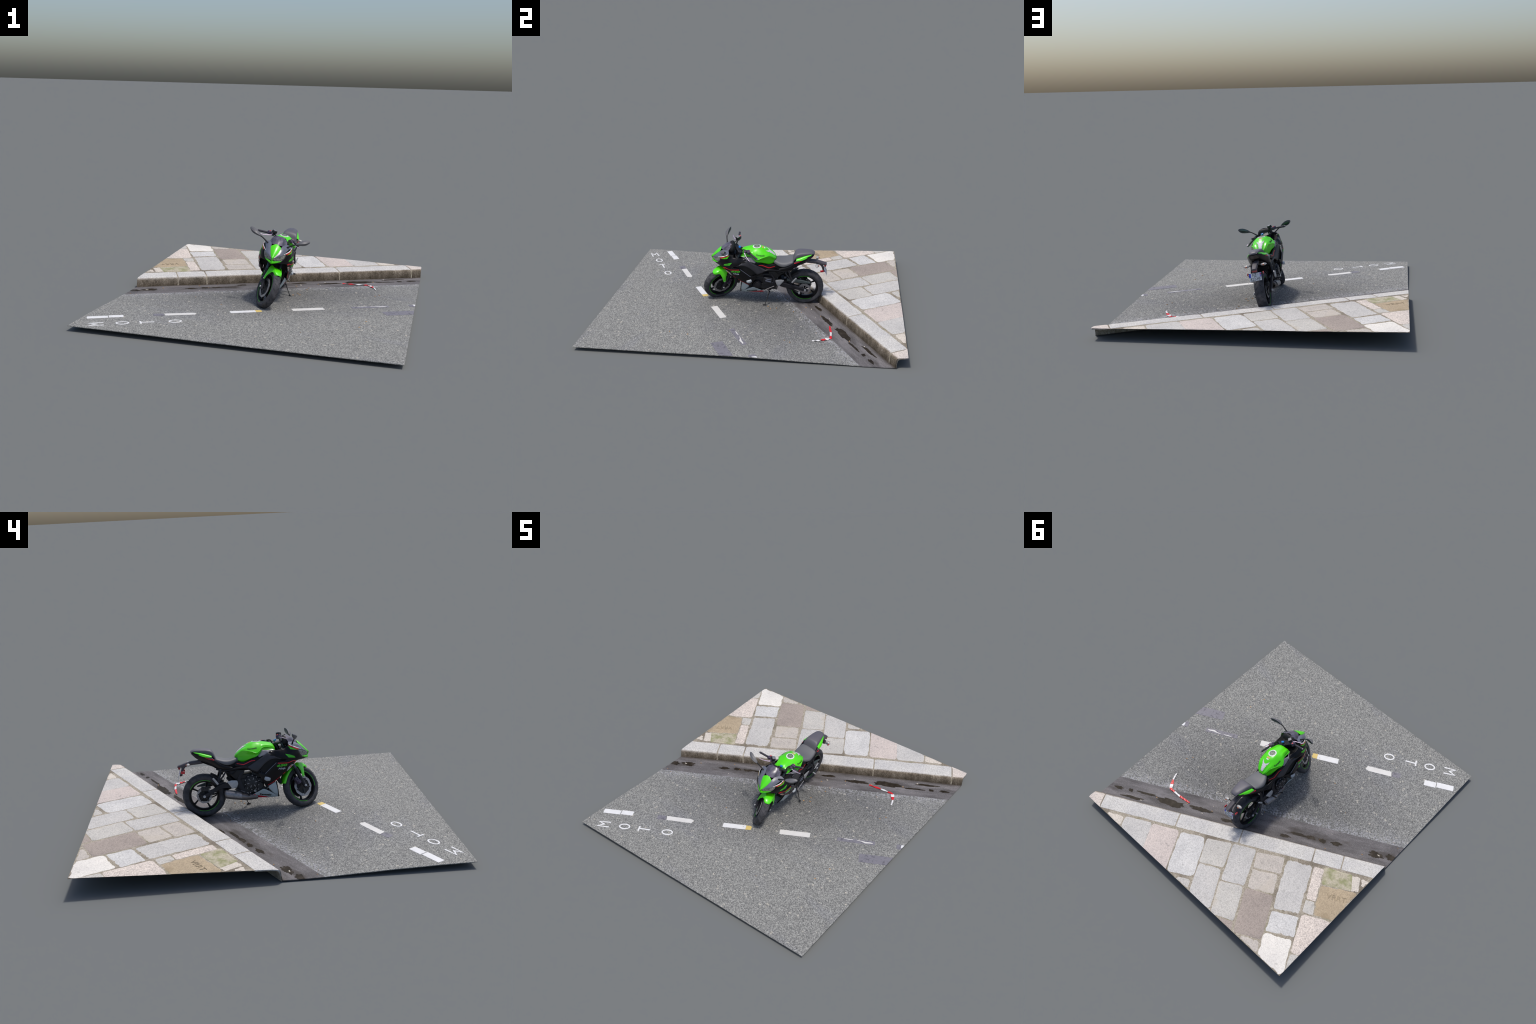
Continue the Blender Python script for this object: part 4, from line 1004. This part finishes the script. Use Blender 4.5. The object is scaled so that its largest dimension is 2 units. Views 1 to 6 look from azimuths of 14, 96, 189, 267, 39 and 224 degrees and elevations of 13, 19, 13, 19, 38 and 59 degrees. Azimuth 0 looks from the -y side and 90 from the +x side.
lower = panel([(1.205, .738), (1.388, .718), (1.345, .712), (1.318, .680), (1.192, .575), (1.112, .515), (1.052, .466), (.985, .426), (.893, .384), (.862, .440), (.815, .520), (.786, .602), (.835, .584), (.884, .572), (.960, .640), (1.050, .716), (1.11, .730)], FAIR, .014, .008, .006)
knee = panel([(.803, .826), (.838, .870), (.866, .902), (.93, .898), (1.00, .886), (1.075, .884), (.985, .878), (.950, .864), (.875, .818), (.83, .800)], RBF([(.80, .825, .192), (.866, .900, .166), (1.00, .885, .158), (.96, .870, .206), (.85, .81, .204), (.92, .87, .186)]), .012, .008, .005)
trim = panel([(.480, .762), (.520, .772), (.590, .748), (.66, .768), (.740, .798), (.806, .826), (.875, .818), (.74, .736), (.612, .664), (.52, .690), (.470, .712)], FAIR, .014, .02, .005, -.006)
duct = panel([(1.03, .775), (.93, .742), (.83, .656), (.783, .608), (.80, .590), (.884, .568), (.97, .645), (1.06, .718), (1.15, .735)], lambda a, b: FAIR(a, b) - .034, .016, .006, .004)
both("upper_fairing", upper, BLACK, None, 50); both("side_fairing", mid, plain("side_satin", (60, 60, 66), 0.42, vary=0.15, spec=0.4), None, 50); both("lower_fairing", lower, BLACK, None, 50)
both("knee_cover", knee, COVER, None, 50); both("tank_trim", trim, BLACK, None, 50); both("air_duct", duct, DARK, None, 50)
lip = tube([(1.052, FAIR(1.052, .716) + .002, .716), (.965, FAIR(.965, .644) + .003, .644), (.886, FAIR(.886, .573) + .002, .573)], .005, 6, 6)
both("duct_lip", lip, DECK, None, 50)
low_tree, up_tree, mid_tree, trim_tree = bvh(lower, mirror(lower)), bvh(upper, mirror(upper)), bvh(mid, mirror(mid)), bvh(trim, mirror(trim))
for s in (1, -1):
    decal(stripe([(1.072, .706), (1.216, .697), (1.298, .718), (1.338, .713)], [.014, .012, .010, .007]), s, low_tree, RED, "fairing_stripe")
    decal(stripe([(1.334, .710), (1.298, .682)], .006), s, low_tree, RED, "fairing_stripe")
    decal(stripe([(1.170, .566), (1.112, .518), (1.050, .4745), (.985, .435), (.910, .400)], .008), s, low_tree, RED, "fairing_stripe")
    decal([(1.06, .735), (1.17, .741), (1.20, .734), (1.10, .722), (1.055, .720)], s, low_tree, DECK, "fairing_flash")
    letter_side("650", .036, 1.130, .671, s, low_tree, LIME, "number_lettering", shear=.25, bold=.05, width=.150)
    letter_side("Ninja", .036, 1.124, .622, s, low_tree, SILVERINK, "name_lettering", shear=.3, bold=.02, width=.100)
    decal([(1.188, .826), (1.250, .812), (1.316, .784), (1.332, .757), (1.232, .772)], s, up_tree, LIME, "fairing_flash")
    decal(stripe([(1.447, .856), (1.36, .898), (1.252, .951)], [.007, .011, .008]), s, up_tree, WHITE, "cowl_stripe")
    decal(stripe([(1.398, .864), (1.34, .893), (1.245, .938)], [.024, .018, .006]), s, up_tree, RED, "cowl_stripe")
    decal([(1.236, .936), (1.300, .900), (1.376, .858), (1.345, .868), (1.270, .884)], s, up_tree, GREEN, "cowl_flash")
    decal(stripe([(.497, .742), (.592, .720), (.708, .765), (.760, .768)], [.008, .013, .012, .010]), s, trim_tree, RED, "trim_stripe")
# front signals set into the fairing
sig = panel([(1.304, .668), (1.262, .664), (1.222, .636), (1.190, .575), (1.215, .588), (1.262, .628)], FAIR, .012, .012, .005, .006)
both("front_signal", sig, LENS, None, 45)
sig_tree = bvh(sig, mirror(sig))
for s in (1, -1): decal([(1.255 + .014 * x, .644 + .012 * z) for x, z in oval(1, 1, 12)], s, sig_tree, AMBER, "signal_bulb", .006)
# sliders
for s in (1, -1): part("crash_slider", tube([(.872, .245 * s, .508), (.905, .262 * s, .497), (.945, .252 * s, .486)], [.024, .030, .022], 10, 4, .6), plain("slider_grey", (176, 182, 188), 0.5, vary=.1), None, 50)

# nose: top deck, green peak, lamps, chin
deck_rows = [[(1.543, .010, .800), (1.475, .050, .868), (1.415, .070, .930), (1.34, .088, .972), (1.262, .120, .985)],
             [(1.525, .040, .812), (1.468, .090, .866), (1.405, .118, .918), (1.33, .142, .952), (1.250, .168, .976)],
             [(1.500, .070, .818), (1.452, .128, .856), (1.375, .158, .897), (1.31, .182, .928), (1.246, .206, .957)]]
both("cowl_deck", thicken(*surface(deck_rows, 5, 5), .006), DECK, None, 50)
pk = []
for cx, cz, ex, ey, ez in ((1.392, .980, 1.388, .028, .974), (1.412, .965, 1.405, .074, .942), (1.452, .928, 1.450, .066, .898), (1.492, .884, 1.492, .048, .856), (1.530, .838, 1.528, .026, .816), (1.560, .800, 1.552, .008, .794), (1.548, .770, 1.540, .012, .768), (1.535, .745, 1.528, .016, .744)):
    pk.append([(ex, -ey, ez), ((cx + ex) / 2, -ey * .55, (cz + ez) / 2 + .006), (cx, 0, cz), ((cx + ex) / 2, ey * .55, (cz + ez) / 2 + .006), (ex, ey, ez)])
part("nose_peak", thicken(*surface(pk, 5, 4), .008), GREEN, None, 40)
lampf = RBF([(1.540, .790, .014), (1.450, .852, .124), (1.385, .868, .168), (1.410, .805, .160), (1.440, .757, .128), (1.505, .762, .050), (1.47, .81, .100)])
both("headlamp", panel([(1.538, .790), (1.50, .822), (1.452, .852), (1.385, .866), (1.402, .812), (1.438, .758), (1.500, .756), (1.530, .768)], lampf, .012, .02, .006), LAMP, None, 45)
chin = [[(1.540, .002, .752), (1.545, .004, .728), (1.530, .004, .708)], [(1.515, .045, .756), (1.520, .048, .738), (1.505, .046, .722)], [(1.480, .085, .758), (1.482, .090, .745), (1.470, .086, .735)], [(1.440, .124, .760), (1.440, .126, .756), (1.436, .122, .752)]]
both("chin_blade", thicken(*surface(chin, 4, 3), .010), GREEN, None, 45)
part("nose_core", surface([[(x, -w, z0), (x, -w * .9, z1), (x, w * .9, z1), (x, w, z0)] for x, w, z0, z1 in ((1.18, .15, .74, .88), (1.28, .16, .72, .90), (1.38, .12, .715, .90), (1.45, .075, .715, .85), (1.51, .02, .72, .79))], 3, 2, closed=True, caps=True), DARK, None, 40)
part("windscreen", thicken(*surface([[(1.262, -.130, .975), (1.350, -.082, .968), (1.395, 0, .975), (1.350, .082, .968), (1.262, .130, .975)], [(1.240, -.122, 1.012), (1.305, -.075, 1.022), (1.328, 0, 1.030), (1.305, .075, 1.022), (1.240, .122, 1.012)], [(1.218, -.095, 1.050), (1.250, -.058, 1.060), (1.265, 0, 1.064), (1.250, .058, 1.060), (1.218, .095, 1.050)], [(1.208, -.070, 1.064), (1.230, -.045, 1.074), (1.243, 0, 1.080), (1.230, .045, 1.074), (1.208, .070, 1.064)]], 5, 5), .004), SCREEN, None, 60)
part("instrument_panel", merge(surface([[(x, -w, z0), (x, -w * .85, z1), (x, w * .85, z1), (x, w, z0)] for x, w, z0, z1 in ((1.175, .085, .955, 1.030), (1.19, .100, .945, 1.050), (1.225, .105, .94, 1.058), (1.27, .095, .935, 1.010), (1.33, .06, .93, .960))], 3, 3, closed=True, caps=True)), MATT, None, 45)
part("display", thicken(*surface([[(1.166, -.070, .965), (1.166, .070, .965)], [(1.182, -.064, 1.030), (1.182, .064, 1.030)]], 2, 2), .004), plain("display_brown", (84, 74, 66), 0.2), None, 40)
part("cockpit_filler", thicken(*surface([[(x, -w, z), (x, -w * .4, z - d), (x, w * .4, z - d), (x, w, z)] for x, w, z, d in ((.99, .165, .872, .02), (1.06, .190, .872, .05), (1.14, .200, .880, .06), (1.22, .196, .915, .05), (1.27, .15, .965, .02))], 4, 4), .004), DARK, None, 50)  # added dark sheet that closes the open space behind the nose

# belly pan
BEL = RBF([(1.035, .435, .176), (.91, .375, .192), (.99, .258, .150), (1.055, .203, .090), (.85, .352, .188), (.655, .258, .158), (.80, .215, .118), (1.06, .30, .140), (.90, .30, .170), (.72, .235, .142)])
bel1 = panel([(1.035, .438), (.968, .404), (.906, .374), (.995, .262), (1.058, .203), (1.050, .320)], BEL, .014, .006, .005)
bel2 = panel([(.848, .352), (.74, .300), (.652, .259), (.700, .236), (.80, .216), (.92, .206), (1.058, .201), (.996, .258), (.92, .310)], BEL, .014, .006, .005)
both("belly_pan", bel1, BELLY, None, 45); both("belly_pan", bel2, BELLY, None, 45)
both("belly_pan_edge", tube([(1.038, .170, .436), (1.052, .136, .320), (1.064, .086, .203)], .010, 8, 5), MATT, None, 50)
part("belly_pan_floor", thicken(*surface([[(x, -w, z), (x, 0, z - .008), (x, w, z)] for x, w, z in ((1.060, .088, .206), (.92, .110, .210), (.80, .116, .220), (.70, .138, .240))], 3, 4), .006), BELLY, None, 50)
bel_tree = bvh(bel2, mirror(bel2))
for s in (1, -1):
    decal([(.658, .258), (.715, .281), (.745, .262), (.88, .226), (.93, .207), (.80, .217), (.700, .237)], s, bel_tree, RED, "belly_flash")
    letter_side("Kawasaki", .028, .870, .259, s, bel_tree, INK, "name_lettering", bold=.03, width=.165, slope=D(9) * s)

# --- handlebars, controls, mirrors
for s in (1, -1):
    part("handlebar", steer(tube([(1.105, .105 * s, .965), (1.095, .108 * s, 1.010), (1.075, .125 * s, 1.035), (1.035, .175 * s, 1.030), (.985, .270 * s, 1.004), (.945, .350 * s, .984)], .011, 10, 5)), MATT, None, 50)
    part("grip", steer(tube([(1.002, .235 * s, 1.012), (.970, .300 * s, .996), (.940, .358 * s, .981)], .0165, 12, 3)), GRIP, None, 50)
    part("bar_end", steer(tube([(.941, .357 * s, .9815), (.934, .372 * s, .978)], [.0155, .013], 10, 2)), plain("bar_end_grey", (120, 118, 126), 0.4), None, 40)
    part("switch_block", steer(merge(box((1.020, .200 * s, 1.026), (.046, .070, .052), (0, 0, D(-26) * s)), box((1.040, .165 * s, 1.020), (.05, .036, .038), (0, 0, D(-20) * s)))), SWITCH, None, 30, .008)
    part("lever_mount", steer(box((1.062, .168 * s, 1.025), (.045, .045, .032), (0, 0, D(-25) * s))), SWITCH, None, 30, .006)
    part("lever", steer(tube([(1.075, .165 * s, 1.022), (1.085, .205 * s, 1.008), (1.080, .270 * s, .985), (1.064, .348 * s, .968)], [.010, .009, .006, .006], 8, 5, .7)), LEVER, None, 50)
    part("control_cable", steer(tube([(1.075, .150 * s, 1.020), (1.150, .110 * s, 1.000), (1.140, .080 * s, .920), (1.10, .05 * s, .84)], .006, 8, 5)), MATT, None, 50)
    m0 = empty("mirror", bike)
    part("mirror_stem", tube([(1.312, .145 * s, .952), (1.318, .190 * s, .985), (1.330, .245 * s, 1.022), (1.334, .292 * s, 1.042)], [.013, .010, .009, .012], 10, 4), MATT, m0, 50)
    sec = []
    for y, xc, zc, hz, hx in ((.272, 1.334, 1.040, .012, .012), (.300, 1.338, 1.052, .027, .022), (.350, 1.335, 1.072, .041, .030), (.395, 1.322, 1.085, .044, .030), (.432, 1.303, 1.098, .034, .022), (.458, 1.288, 1.110, .012, .006)):
        sec.append([(xc - hx * .8, y * s, zc + hz * .95), (xc + hx * .3, y * s, zc + hz * .55), (xc + hx, y * s, zc - hz * .05), (xc + hx * .4, y * s, zc - hz * .75), (xc - hx * .6, y * s, zc - hz * .95), (xc - hx * .9, y * s, zc)])
    part("mirror_housing", surface(sec, 2, 1, closed=True, caps=True), HOUS, m0, 22)
    gl = [[(xc - hx * .86 - .002, y * s, zc + hz * .72), (xc - hx * .98 - .002, y * s, zc), (xc - hx * .72 - .002, y * s, zc - hz * .72)] for y, xc, zc, hz, hx in ((.305, 1.337, 1.054, .026, .022), (.350, 1.335, 1.072, .039, .030), (.395, 1.322, 1.085, .042, .030), (.428, 1.305, 1.097, .032, .022))]
    part("mirror_face", thicken(*surface(gl, 4, 3), .002), MIRR, m0, 50)
part("brake_reservoir", steer(merge(box((1.062, -.150, 1.070), (.062, .058, .040), (0, 0, D(20))))), MATT, None, 30, .008)
part("reservoir_lid", steer(box((1.062, -.150, 1.0945), (.058, .054, .010), (0, 0, D(20)))), STEEL, None, 30, .003)
part("starter_switch", steer(box((1.005, -.196, 1.055), (.02, .022, .012), (0, 0, D(26)))), plain("switch_red", (232, 96, 96), 0.4), None, 30, .003)
part("indicator_switch", steer(box((1.000, .205, 1.052), (.016, .018, .010), (0, 0, D(-26)))), plain("switch_rose", (214, 110, 120), 0.4), None, 30, .003)
part("ignition_key", steer(merge(box((1.094, .012, 1.010), (.028, .042, .024), (0, D(-20), 0)), tube([(1.094, .012, .985), (1.094, .012, 1.005)], .005, 6, 2))), BLUE, None, 30, .004)
